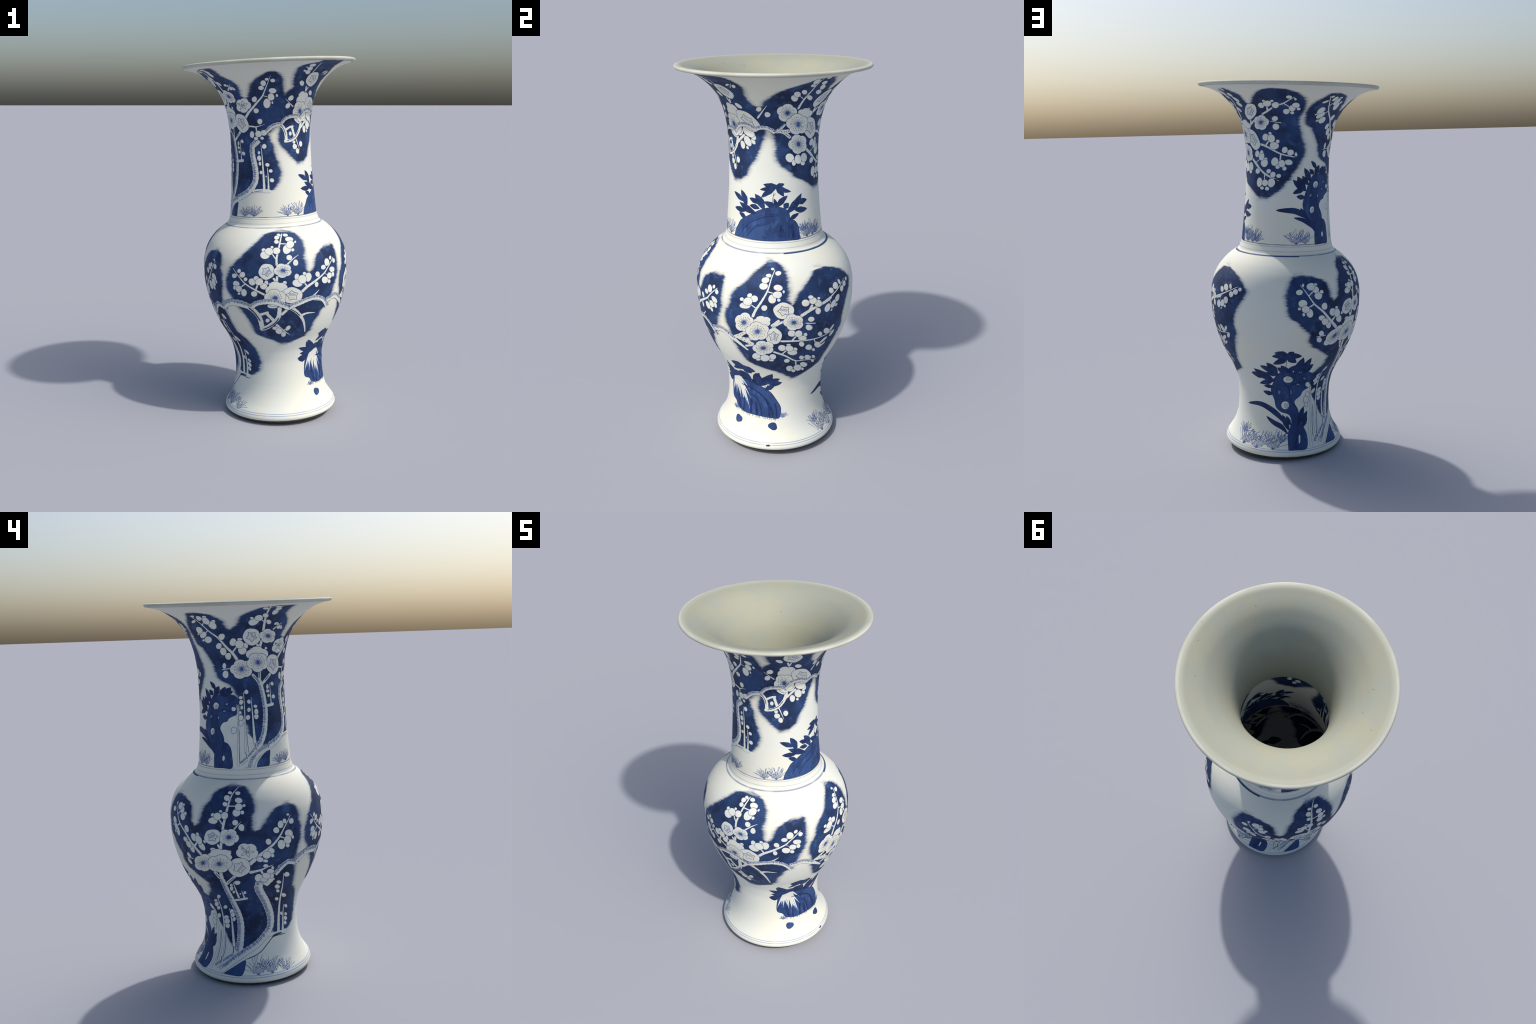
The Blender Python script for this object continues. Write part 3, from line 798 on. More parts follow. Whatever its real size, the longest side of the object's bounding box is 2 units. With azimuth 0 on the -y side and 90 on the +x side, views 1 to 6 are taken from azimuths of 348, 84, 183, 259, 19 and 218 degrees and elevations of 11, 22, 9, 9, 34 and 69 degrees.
tuft("neck", -128.6, 1.1602, 65.5, -75, 75, 14)
tuft("neck", -142.7, 1.1595, 56.1, -60, 65, 12)
tuft("neck", -84, 1.1586, 65.1, -75, 45, 13)
tuft("neck", -69.1, 1.1578, 78.3, -50, 50, 14)

# neck, seen from side r5a
flower("neck", 'blank', -56.2, 1.7667, 59, 46.4, 124, 0, 0)
bud("neck", -63.3, 1.7973, 12.9, 10.5, 159)
bud("neck", -45, 1.8053, 23.3, 12.8, 147)
flower("neck", 'star', -37.1, 1.736, 70.6, 40.5, 145, 25, 1)
flower("neck", 'open', -59.1, 1.7108, 60.2, 51.1, 121, 0, 2)
trunk("neck", [(-108.3, 1.6115), (-101.5, 1.6346), (-95.1, 1.645), (-88.9, 1.6471)], 22.5, 25, 3)
trunk("neck", [(-87.2, 1.6523), (-82.1, 1.6744), (-75.5, 1.6848), (-68.5, 1.6866), (-62.7, 1.6841), (-57.5, 1.6628)], 18.6, 20.6, 3)
bud("neck", -62.6, 1.6615, 25.1, 11.8, 150)
bud("neck", -50.2, 1.6777, 24.5, 18.5, -138)
bud("neck", -32.1, 1.6645, 24.2, 15, 119)
bud("neck", -37.4, 1.6819, 37.9, 22.2, 150)
bud("neck", -31.8, 1.6365, 17.2, 11.2, 125)
bud("neck", -47.6, 1.6151, 21.4, 16, 112)
bud("neck", -40.3, 1.6044, 10.6, 7.9, 126)
bud("neck", -39.6, 1.6363, 29, 19.6, 115)
trunk("neck", [(-57.6, 1.6822), (-51.6, 1.7064), (-44.9, 1.7149), (-37, 1.7142), (-29.3, 1.6977)], 22.8, 20.8, 4)
branch("neck", [(-90.5, 1.6474), (-85.5, 1.634), (-82.1, 1.6112), (-80.9, 1.5849), (-80.8, 1.5568)], 18.7, 17.4, 0)
branch("neck", [(-83, 1.5572), (-73.4, 1.5613), (-65.4, 1.5785), (-59.9, 1.6036), (-56.9, 1.6294), (-55.9, 1.6565)], 16.6, 18, 0)
line("neck", [(-89.5, 1.6467), (-85.6, 1.6313), (-82.6, 1.6083), (-81.7, 1.5873)], 4.1, 3.5, 0)
line("neck", [(-80.2, 1.5578), (-72.8, 1.5668), (-65.4, 1.5811), (-59.3, 1.6114)], 3.7, 3.7, 0)
branch("neck", [(-56.3, 1.6236), (-49.5, 1.6468), (-43.9, 1.664)], 13.4, 13.8, 0)
branch("neck", [(-80.7, 1.6172), (-75.1, 1.6296), (-69.7, 1.6333)], 12.2, 12.4, 0)
branch("neck", [(-71.2, 1.6273), (-68.5, 1.5922), (-67.3, 1.5787)], 14.3, 14.3, 0)
bud("neck", -74.3, 1.596, 12.8, 10.6, 85)
branch("neck", [(-58.6, 1.5034), (-61.7, 1.5345), (-65.4, 1.5704)], 2.4, 7.6, 0)
bud("neck", -56.4, 1.5377, 17.2, 14.3, 111)
bud("neck", -68.8, 1.5493, 11.3, 10.7, 96)
bud("neck", -63, 1.5009, 17, 13.2, 97)
bud("neck", -67.6, 1.5262, 16.5, 16, 129)
bud("neck", -75.5, 1.781, 17.6, 15.7, -153)
bud("neck", -78.8, 1.7419, 16.7, 14.6, -142)
branch("neck", [(-82.4, 1.7784), (-77.3, 1.7582), (-71.4, 1.7375)], 2.4, 8.1, 0)

# neck, seen from side r2a
bud("neck", -21.8, 1.7953, 16, 13.4, -149)
bud("neck", -13.1, 1.77, 15.7, 14.6, 65)
branch("neck", [(-13.2, 1.8136), (-19.9, 1.7754), (-24, 1.7531)], 3, 10.6, 0)
bud("neck", -38.6, 1.9038, 16, 11.9, 54)
bud("neck", -43.7, 1.9096, 17.3, 7.7, -148)
branch("neck", [(-39.9, 1.9148), (-43.1, 1.8951)], 4.2, 5.1, 0)
branch("neck", [(29.1, 1.9421), (28.4, 1.9127), (27.4, 1.8777), (23.8, 1.8413), (19.8, 1.7942)], 4.5, 13.4, 0)
branch("neck", [(16.8, 1.8583), (22.6, 1.838)], 4.5, 4.4, 0)
bud("neck", 20.4, 1.8745, 21.1, 12.9, 136)
bud("neck", 12.8, 1.8469, 23.1, 17, 133)
bud("neck", 14.4, 1.8655, 22.9, 16.1, 141)
bud("neck", 29, 1.8436, 22.9, 13, 144)
bud("neck", 25.2, 1.9259, 26.4, 18.5, -83)
bud("neck", 25.2, 1.9047, 17.2, 12.7, 137)
bud("neck", 33.1, 1.9394, 17.1, 12.7, 134)
bud("neck", 34.5, 1.914, 21.3, 15.5, 146)
bud("neck", 36.5, 1.868, 22.3, 15.3, 156)
bud("neck", 37.2, 1.8914, 23.4, 17.1, 135)
flower("neck", 'open', 8.2, 1.776, 54.6, 46.8, 147, 10, 0)
flower("neck", 'blank', 30.2, 1.7667, 49.5, 27.8, 163, 0, 0)
bud("neck", 33.4, 1.7861, 12.9, 7.8, 153)
flower("neck", 'star', 41.5, 1.693, 61.3, 42.6, 126, 0, 1)
flower("neck", 'open', 22.3, 1.7178, 65.5, 51.6, 149, 20, 3)

# neck, seen from side r2b
flower("neck", 'open', 25.2, 1.6208, 57.6, 47.9, 148, 36, 2)
bud("neck", 13.7, 1.5589, 24.2, 22.1, 139)
bud("neck", 19.1, 1.5333, 15.6, 12.8, 104)
bud("neck", 32.3, 1.5245, 15.3, 11.5, 159)
bud("neck", 34.2, 1.5519, 24.5, 20.8, 124)
bud("neck", 25, 1.5477, 24.9, 20.1, 106)
trunk("neck", [(-27.9, 1.6978), (-20, 1.7073), (-12.4, 1.7025), (-4.9, 1.6845)], 19.4, 21.1, 3)
trunk("neck", [(-6.5, 1.6853), (-1.1, 1.6962), (3.2, 1.7096), (6.4, 1.7236)], 15.7, 14.3, 3)
branch("neck", [(-4.3, 1.689), (3.3, 1.6882), (9.5, 1.6869), (13.5, 1.6904)], 18.1, 19.9, 0)
branch("neck", [(2.2, 1.6895), (7.3, 1.6774), (13.3, 1.6567)], 15.4, 16.3, 0)
dot("neck", 2.8, 1.6894, 2.4)
dot("neck", 5.8, 1.6862, 2.4)
dot("neck", 8.4, 1.6861, 2.4)
dot("neck", 11.1, 1.6877, 2.4)
dot("neck", 8.2, 1.6738, 2.4)
dot("neck", 10.3, 1.6677, 2.4)
dot("neck", 12, 1.6616, 2.4)
branch("neck", [(80.4, 1.4858), (57.8, 1.5285), (46.6, 1.5668), (37.3, 1.5954)], 3.9, 10, 0)

# neck, seen from side r2c
leaf("neck", -4.7, 1.3228, -18.6, 1.3492, 27.6)
leaf("neck", -2.4, 1.3249, -6.3, 1.3652, 17.9)
leaf("neck", -1.9, 1.3272, 10.7, 1.3769, 26.9)
leaf("neck", 6.6, 1.3163, 12, 1.3398, 28.8)
leaf("neck", -44.7, 1.2934, -61.7, 1.2983, 26.2)
leaf("neck", -47.4, 1.3428, -64.5, 1.3748, 25.5)
leaf("neck", -42.4, 1.3252, -50.6, 1.394, 34.1)
leaf("neck", -30.3, 1.2902, -53.5, 1.3312, 32.4)
leaf("neck", -42.9, 1.2597, -53.3, 1.2775, 23.3)
leaf("neck", -25.3, 1.3153, -37.2, 1.3248, 23.8)
leaf("neck", -27.1, 1.3399, -37.4, 1.3605, 23.5)
leaf("neck", -19.4, 1.317, -30, 1.3835, 36.5)
leaf("neck", 12.8, 1.2589, 25.2, 1.2835, 21.1)
leaf("neck", 20.5, 1.306, 38, 1.2986, 29)
leaf("neck", 25.3, 1.3333, 38.1, 1.3429, 28.6)
leaf("neck", 10.9, 1.2988, 29.9, 1.3789, 36.1)
leaf("neck", -3.1, 1.4265, -19.2, 1.4335, 26.2)
leaf("neck", -3.1, 1.4265, 6.7, 1.4351, 21.7)
leaf("neck", -3.4, 1.4232, 15.3, 1.3947, 23.6)
leaf("neck", -5.1, 1.421, -23.6, 1.4074, 21.5)
leaf("neck", -4, 1.4209, -22.1, 1.3679, 28)
leaf("neck", -3.1, 1.4209, 6, 1.3738, 25.7)
line("neck", [(-6, 1.3949), (-7.5, 1.3664), (-7.8, 1.3435)], 2.2, 2.2, 0)
line("neck", [(-4, 1.3913), (-7.2, 1.3755)], 1.8, 1.8, 0)
patch("neck", 'rock', [(-60.2, 1.158), (-58, 1.1902), (-54, 1.2178), (-50.2, 1.2424), (-42.3, 1.2648), (-31.9, 1.2894), (-22.3, 1.3093), (-13.1, 1.3203), (-1.9, 1.3237), (6.6, 1.314), (11.2, 1.2964), (12.2, 1.266), (18.8, 1.2502), (22.3, 1.2307), (24, 1.2063), (24.4, 1.1803), (24.7, 1.1554), (12.1, 1.1559), (-4.4, 1.1561), (-20.7, 1.1571), (-35.3, 1.1594), (-50.6, 1.1592)], 0)
line("neck", [(-51.5, 1.162), (-44.5, 1.207), (-34.1, 1.2443), (-23.9, 1.265), (-15.4, 1.2764), (-7, 1.2793), (-0.8, 1.2834)], 5, 4.2, 2)
line("neck", [(-41.9, 1.1642), (-33.8, 1.2025), (-27.9, 1.2242), (-20.9, 1.2325), (-14.2, 1.2397), (-10.9, 1.2493)], 4.4, 4.1, 2)
line("neck", [(11.8, 1.2939), (12.4, 1.2706), (11.4, 1.2363), (10.4, 1.1612)], 3.6, 3.6, 2)
line("neck", [(1.8, 1.2347), (1.1, 1.2047), (1, 1.1723)], 11.5, 11.5, 2)
line("neck", [(12, 1.2292), (15.6, 1.1646)], 2.1, 2.2, 2)
line("neck", [(12.8, 1.2311), (16.1, 1.1643)], 2.1, 2.2, 2)
line("neck", [(13.7, 1.2331), (16.7, 1.164)], 2.1, 2.2, 2)
line("neck", [(14.5, 1.235), (17.2, 1.1637)], 2.2, 2.2, 2)
line("neck", [(15.3, 1.2369), (17.8, 1.1634)], 2.2, 2.2, 2)
line("neck", [(16.2, 1.2388), (18.3, 1.1631)], 2.2, 2.2, 2)
line("neck", [(2.1, 1.23), (3.7, 1.167)], 2.1, 2.1, 2)
line("neck", [(2.7, 1.2252), (4.8, 1.1667)], 2.1, 2.1, 2)
line("neck", [(3.4, 1.2205), (6, 1.1663)], 2.1, 2.1, 2)
line("neck", [(4, 1.2157), (7.1, 1.166)], 2.1, 2.1, 2)
line("neck", [(4.6, 1.2109), (8.2, 1.1656)], 2.1, 2.1, 2)
line("neck", [(-16.4, 1.2024), (-12, 1.1799)], 2.8, 2.8, 2)
line("neck", [(-21.3, 1.1802), (-15.8, 1.1676)], 2.9, 2.8, 2)
ticks("neck", [(-53.3, 1.1757), (-46.8, 1.2169), (-38, 1.2466), (-26.9, 1.2731), (-17.6, 1.2852), (-8.6, 1.2862), (-2, 1.2893)], 5, 3.4, 2)
ticks("neck", [(-45.5, 1.1708), (-38.9, 1.2017), (-30.9, 1.2262), (-23.2, 1.2375), (-15.3, 1.2453)], 4.5, 3.2, 2)
tuft("neck", 35.2, 1.1585, 77.3, -50, 50, 14)
tuft("neck", 30.6, 1.1897, 53.6, -45, 50, 10)

# neck, seen from side r3a
flower("neck", 'star', 48.4, 1.8348, 62.2, 35, 40, 20, 0)
flower("neck", 'open', 59, 1.7799, 52.1, 40.6, -152, 15, 1)
branch("neck", [(75.5, 1.8504), (69.8, 1.8347), (63.2, 1.8203)], 10, 11, 0)
branch("neck", [(71.3, 1.8595), (70.3, 1.8363)], 10.2, 10.3, 0)
branch("neck", [(97.2, 1.9039), (88.1, 1.8756), (83.1, 1.8677)], 4.1, 11.2, 0)
branch("neck", [(87.8, 1.874), (93.5, 1.8576)], 7, 6.5, 0)
bud("neck", 65.4, 1.864, 22.4, 15.9, -149)
bud("neck", 80, 1.866, 22.1, 18.9, 47)
bud("neck", 77.5, 1.8856, 11.8, 8.4, -166)
bud("neck", 69.5, 1.8854, 10.8, 7.8, -150)
bud("neck", 72.1, 1.8727, 26.6, 19.3, -160)
bud("neck", 92.9, 1.9053, 15.6, 14.1, -178)
bud("neck", 98.3, 1.8959, 10.4, 7.8, 101)
bud("neck", 99.5, 1.8672, 20.8, 17.4, 170)
bud("neck", 90.3, 1.8357, 18.5, 17, -172)
bud("neck", 102.5, 1.849, 11.5, 9.7, 164)
bud("neck", 96.3, 1.8299, 11.2, 10.7, 124)
bud("neck", 96, 1.8516, 19.8, 18.9, 157)
bud("neck", 77.2, 1.7996, 17.8, 15.4, -157)
bud("neck", 77.6, 1.7594, 19.4, 17.9, -141)
branch("neck", [(71.1, 1.7869), (77.6, 1.7822), (83.6, 1.7794)], 3.5, 5.4, 0)
branch("neck", [(43.9, 1.7958), (40.7, 1.7634)], 10.8, 10.8, 0)
branch("neck", [(48.7, 1.788), (40, 1.7634)], 10.2, 11.4, 0)
branch("neck", [(101.1, 1.6079), (83, 1.6231), (62.6, 1.66), (51.3, 1.6701)], 5.8, 13.2, 0)
branch("neck", [(66.7, 1.6847), (62.1, 1.6616)], 9.5, 9.8, 0)
branch("neck", [(83.2, 1.6215), (82.4, 1.5907)], 8.6, 8.6, 0)
bud("neck", 62.9, 1.7053, 21.7, 19.1, 57)
bud("neck", 69.6, 1.7252, 11.5, 8.8, -171)
bud("neck", 74.5, 1.6628, 27.6, 20.1, -176)
bud("neck", 79.3, 1.6858, 11.6, 11.1, -135)
bud("neck", 70.9, 1.6996, 23.8, 20.9, 72)
bud("neck", 88.4, 1.6429, 17.5, 16.9, 83)
bud("neck", 103.2, 1.6209, 11.7, 9.3, 94)
bud("neck", 96, 1.6304, 19.5, 16.2, 180)
bud("neck", 75.3, 1.5819, 22.7, 21.9, 78)
bud("neck", 93.7, 1.5802, 21.8, 16.2, -179)
bud("neck", 79.3, 1.5564, 13.5, 12, -175)
bud("neck", 88.3, 1.549, 13.1, 12, -178)
bud("neck", 84.7, 1.5731, 20.1, 19.7, 79)
bud("neck", 47.3, 1.6189, 19.1, 17.2, 65)
bud("neck", 55.6, 1.6299, 11.9, 10.4, -163)
bud("neck", 61.7, 1.5932, 12.4, 10.4, -175)
bud("neck", 59.7, 1.5733, 24, 21.8, -170)
bud("neck", 54.9, 1.6085, 24.3, 21.2, 81)

# neck, seen from side r3b
branch("neck", [(79.6, 1.4916), (69.4, 1.501), (60.1, 1.5181), (49.5, 1.5505), (37.7, 1.5906)], 3.7, 14.1, 0)
branch("neck", [(51.6, 1.5898), (45.9, 1.5764)], 5.4, 5.6, 0)
branch("neck", [(60.3, 1.5151), (60.4, 1.4854)], 6.8, 6.8, 0)
line("neck", [(74.6, 1.4925), (81.3, 1.4887), (87.4, 1.4815)], 5, 5, 0)
bud("neck", 48.4, 1.5299, 17.4, 16.2, -161)
bud("neck", 66.6, 1.5323, 15.4, 13, -174)
bud("neck", 80.8, 1.5103, 14, 12.4, -175)
bud("neck", 72.8, 1.5155, 16.9, 16.5, 54)
bud("neck", 52.1, 1.4727, 25.7, 21.3, 89)
bud("neck", 70.8, 1.4733, 24.9, 21.6, 88)
bud("neck", 56.8, 1.444, 13.4, 10, -175)
bud("neck", 64.8, 1.4426, 14.3, 11.5, -175)
bud("neck", 61.3, 1.4716, 20, 19.3, 74)
leaf("neck", 133.9, 1.5502, 125.4, 1.5867, 22)
leaf("neck", 129.8, 1.521, 123.2, 1.5449, 23.7)
leaf("neck", 124, 1.4872, 115.4, 1.5515, 30.7)
leaf("neck", 120.8, 1.4689, 113, 1.5114, 28)
leaf("neck", 116.3, 1.4413, 105.9, 1.5085, 37)
leaf("neck", 116.7, 1.4397, 99.8, 1.4914, 32.9)
leaf("neck", 114.9, 1.4414, 100, 1.4201, 26.7)
leaf("neck", 115.8, 1.4008, 104.9, 1.4061, 24.9)
leaf("neck", 117.4, 1.3006, 110.7, 1.3451, 26.3)
blade("neck", [(127.3, 1.2673), (117.4, 1.3038), (105, 1.3283), (94.7, 1.3336), (78.5, 1.3329)], 30.3, 27.5)
blade("neck", [(131.7, 1.2188), (126.2, 1.2519), (114.8, 1.2822), (101.9, 1.2957)], 23.5, 19.3)
blade("neck", [(131.8, 1.2219), (129.6, 1.2573), (123.6, 1.2776)], 18.4, 15)
tuft("neck", 104.9, 1.1589, 84.7, -65, 55, 14)
tuft("neck", 116.8, 1.1597, 66.1, -55, 40, 11)
tuft("neck", 44.6, 1.1589, 88.7, -40, 70, 13)
tuft("neck", 52.6, 1.1628, 53.7, -60, 75, 11)

# neck, seen from side r4a
branch("neck", [(129.1, 1.9135), (133.7, 1.8785), (138.8, 1.8392), (147.3, 1.8026), (154.2, 1.7603), (161.4, 1.7268), (166.7, 1.6919)], 4.6, 16.2, 0)
branch("neck", [(137.8, 1.8811), (134.7, 1.8665)], 6.4, 6.5, 0)
branch("neck", [(137.8, 1.8408), (133.1, 1.8261)], 5.8, 5.8, 0)
branch("neck", [(165.8, 1.7529), (161.5, 1.7313)], 8.3, 8.2, 0)
bud("neck", 131.6, 1.9132, 13, 10.1, 26)
bud("neck", 127.7, 1.8875, 19.6, 9.8, -155)
bud("neck", 136.4, 1.9036, 21.8, 15.9, 53)
bud("neck", 148, 1.8856, 15.8, 11.6, -144)
bud("neck", 142.3, 1.9101, 14.7, 8.8, -166)
bud("neck", 145.6, 1.8682, 27.5, 22.4, 92)
bud("neck", 141.5, 1.8901, 26.8, 21.4, 78)
bud("neck", 127.8, 1.8444, 26.2, 19.5, 27)
bud("neck", 134.1, 1.7959, 26.2, 18.1, 28)
bud("neck", 127.1, 1.793, 11.3, 7.1, -158)
bud("neck", 123.7, 1.8248, 11.7, 6.3, -152)
bud("neck", 129.6, 1.8202, 28.1, 17.1, -148)
bud("neck", 151.5, 1.8096, 20.5, 17.2, 44)
bud("neck", 146.1, 1.764, 18.7, 15.8, -147)
bud("neck", 155.9, 1.7125, 19, 16.9, 68)
bud("neck", 150.5, 1.7368, 21.8, 17.7, 69)
bud("neck", 163.2, 1.7814, 21.1, 18.8, 74)
bud("neck", 177.3, 1.7627, 17.5, 12.5, 92)
bud("neck", 173, 1.7384, 22, 21.7, 138)
bud("neck", 170.7, 1.7949, 13.8, 7.6, 177)
bud("neck", 170.1, 1.7693, 23.5, 22.9, 177)
bud("neck", 149.7, 1.6652, 15.8, 11.4, 79)
bud("neck", 150.4, 1.6232, 20.3, 17.7, 74)
bud("neck", -170.2, 1.94, 20.4, 12.9, 155)
bud("neck", -167.5, 1.906, 21.7, 14.2, 131)
bud("neck", -176.3, 1.8782, 29.4, 23.3, -153)
bud("neck", -178.6, 1.8959, 11.6, 9.5, 139)
bud("neck", -172.6, 1.8959, 26.1, 19.5, 138)
bud("neck", -161.7, 1.8733, 19.9, 13, 136)
bud("neck", -150.8, 1.8621, 15.8, 9, 147)
bud("neck", -144.3, 1.8447, 19.6, 10.4, 149)
bud("neck", -160.5, 1.9211, 23.7, 18.1, -89)
bud("neck", -161.2, 1.9445, 23.8, 11.7, 161)
bud("neck", -159.7, 1.9347, 19.8, 16.5, 161)
branch("neck", [(146.8, 1.6458), (151.4, 1.6495), (156.2, 1.6513)], 5.4, 6, 0)
branch("neck", [(-167.6, 1.9461), (-167, 1.9101), (-165.9, 1.8758), (-164.6, 1.8321)], 9.4, 14.6, 0)
branch("neck", [(-169.8, 1.8867), (-167.2, 1.8775)], 6.2, 6, 0)
branch("neck", [(-145.9, 1.8639), (-152.9, 1.836)], 3.9, 11.7, 0)
branch("neck", [(-157.6, 1.9464), (-163.6, 1.9451), (-167.5, 1.9434)], 3, 5.2, 0)
flower("neck", 'star', -176.5, 1.8056, 50.1, 43.7, 124, 10, 0)
flower("neck", 'open', -157.4, 1.804, 55, 38.7, 154, 20, 1)
flower("neck", 'blank', -167.6, 1.7105, 64.4, 46.5, 170, 0, 0)
bud("neck", -175.3, 1.7405, 13, 9.7, 171)
bud("neck", -157.8, 1.7436, 9.7, 7.7, 157)
flower("neck", 'open', 171.3, 1.6474, 58.9, 50.3, 177, 0, 1)
flower("neck", 'star', -144.6, 1.6605, 54.1, 46.2, 122, 5, 1)
flower("neck", 'open', -167.8, 1.6763, 61, 50.1, 167, 18, 3)
branch("neck", [(-170.6, 1.7689), (-166.5, 1.7488)], 12.4, 12.6, 0)
branch("neck", [(-164.3, 1.7851), (-165.8, 1.7515)], 15.6, 15.1, 0)
branch("neck", [(-174.8, 1.6168), (-169.4, 1.59), (-164.1, 1.5644)], 15, 14.5, 0)
branch("neck", [(-165.3, 1.6322), (-165.6, 1.5829)], 15, 15, 0)
branch("neck", [(-149.3, 1.6123), (-157.1, 1.5862), (-163.2, 1.5642)], 16.7, 14.8, 0)
line("neck", [(-174.1, 1.6121), (-169, 1.5883)], 3, 3.1, 3)
line("neck", [(-165.5, 1.6278), (-165.9, 1.598)], 3.3, 3.3, 3)
line("neck", [(-150.9, 1.6083), (-158, 1.5851)], 3.6, 3.4, 3)

# neck, seen from side r4b
patch("neck", 'reserve', [(139.5, 1.3523), (144.4, 1.3818), (151.6, 1.403), (161.8, 1.4227), (172.1, 1.3966), (173.8, 1.3389), (-178.7, 1.2956), (-179, 1.2414), (-171, 1.2626), (-156.2, 1.246), (-157.6, 1.2289), (-167.6, 1.2146), (-173.5, 1.1849), (-175, 1.1559), (171.8, 1.1566), (155, 1.1579), (153.9, 1.2546), (144.7, 1.289)], 0)
patch("neck", 'rock_small', [(-175, 1.1559), (-173.2, 1.1815), (-167.8, 1.2082), (-161.3, 1.2276), (-156.3, 1.2315), (-157.7, 1.1933), (-159.2, 1.1579), (-167.9, 1.156)], 0)
patch("neck", 'rock', [(130.6, 1.153), (130.4, 1.2016), (130.9, 1.2503), (123.5, 1.2834), (117.6, 1.3169), (113.6, 1.3577), (115.4, 1.3975), (118.8, 1.4375), (123, 1.4774), (128.3, 1.5106), (135.2, 1.5212), (144.7, 1.5163), (152.8, 1.5221), (160.3, 1.5179), (165, 1.4991), (166.5, 1.4799), (162.6, 1.4676), (162.8, 1.4423), (161.8, 1.4227), (156.8, 1.4141), (151.6, 1.403), (149.7, 1.3902), (143.5, 1.3817), (139.4, 1.3555), (142.2, 1.3239), (144.7, 1.289), (149.9, 1.2767), (153.5, 1.2546), (154.9, 1.2226), (155.2, 1.1569), (143.6, 1.1544)], 0)
line("neck", [(135.6, 1.4254), (138.2, 1.4411), (144.9, 1.4472), (153.6, 1.4396), (161.8, 1.4233)], 5.1, 4.5, 2)
line("neck", [(135.6, 1.4286), (135.3, 1.3804), (139.1, 1.349), (144.4, 1.3017), (142.8, 1.2373), (142.5, 1.16)], 5.1, 4.8, 2)
line("neck", [(144.3, 1.2889), (147.3, 1.2701), (144.6, 1.2248)], 2.9, 2.8, 2)
hole("neck", 133.9, 1.4651, 20.5, 18.9, 52, 1)
hole("neck", 125.1, 1.4096, 16.6, 15, -145, 0)
hole("neck", 137.2, 1.4058, 12.3, 9.3, 83, 0)
hole("neck", 150.1, 1.4754, 13.6, 12, -171, 0)
hole("neck", 146.2, 1.4403, 12.7, 11.4, -167, 0)
hole("neck", 127.4, 1.335, 20.2, 16.2, 80, 1)
bud("neck", 144.2, 1.2038, 14.9, 8.6, 88)
leaf("neck", 133, 1.5178, 140.3, 1.5646, 34.2)
leaf("neck", 141.1, 1.5192, 149.4, 1.5617, 31.5)
leaf("neck", 145.7, 1.5182, 156.6, 1.5583, 36.7)
leaf("neck", 148.4, 1.5215, 158.9, 1.5392, 25.1)
trunk("neck", [(-167.6, 1.6006), (-163.6, 1.5489), (-160.5, 1.4906), (-159.2, 1.4326), (-160.6, 1.3722), (-162.9, 1.325), (-167.7, 1.2821), (-172.3, 1.2583)], 24.3, 31.9, 0)
branch("neck", [(-158.6, 1.4563), (-145.6, 1.4614)], 14.5, 17.2, 0)
branch("neck", [(-150.5, 1.5666), (-149.2, 1.4669)], 3.3, 8.4, 0)
trunk("neck", [(-157.1, 1.2487), (-166.3, 1.2381), (-175.1, 1.2128), (179.7, 1.1809), (177.7, 1.1558)], 30.9, 32.3, 0)
trunk("neck", [(-175.4, 1.2465), (-179.6, 1.2287), (175.8, 1.2076)], 20.5, 20, 0)
trunk("neck", [(173.4, 1.2017), (169.9, 1.1896), (165.5, 1.1758)], 18.6, 17.6, 0)
line("neck", [(-176.1, 1.2788), (-174.6, 1.2431)], 3.3, 3.3, 2)
line("neck", [(171.9, 1.234), (173.8, 1.1985)], 3.2, 3.2, 2)
branch("neck", [(172.3, 1.5296), (172.8, 1.4599), (172.5, 1.3647), (171.5, 1.2341)], 3.8, 9.6, 0)
branch("neck", [(162.7, 1.4708), (163.4, 1.4232), (163.5, 1.3659), (162.8, 1.1648)], 4.5, 11, 0)
branch("neck", [(-178.1, 1.5055), (-177.2, 1.41), (-176.2, 1.298), (-175.1, 1.2625)], 2.6, 16.5, 0)
line("neck", [(174.2, 1.3389), (174.8, 1.2813), (176.1, 1.2267)], 2.2, 2.2, 2)
line("neck", [(165.1, 1.3499), (164.4, 1.2702), (164.8, 1.1743)], 2.2, 2.2, 2)
bud("neck", 176, 1.5337, 12.6, 12, 94)
bud("neck", 168.6, 1.5065, 12, 9.5, 178)
bud("neck", 169.3, 1.4573, 11.4, 8.9, 87)
bud("neck", 168.8, 1.4834, 14.6, 11.4, 87)
bud("neck", 178.8, 1.4846, 12, 11.2, 93)
bud("neck", 158.8, 1.4511, 12.7, 12.2, 71)
bud("neck", -173.1, 1.4597, 11.3, 10.1, 170)
bud("neck", -172.5, 1.4086, 15.9, 12.7, 89)
bud("neck", -172.2, 1.4333, 15.9, 12.7, 89)
bud("neck", 178.3, 1.4445, 12, 11.2, 92)
bud("neck", 176.6, 1.4068, 13.7, 12.8, 91)
bud("neck", 166.8, 1.4323, 9.5, 9.5, 44)
bud("neck", 167.5, 1.3798, 15.9, 12.1, 87)
bud("neck", 167.7, 1.4068, 15.3, 13.6, 86)
bud("neck", 158.2, 1.3446, 17.9, 15.6, 84)
bud("neck", -154.4, 1.5521, 13.3, 9.6, 90)
bud("neck", -154.3, 1.5298, 11.3, 10.1, 163)
bud("neck", -153.1, 1.5069, 10.3, 9.7, 113)
bud("neck", -146.3, 1.5635, 12.9, 11.1, 167)
bud("neck", -144.7, 1.4987, 14.3, 12.1, 166)

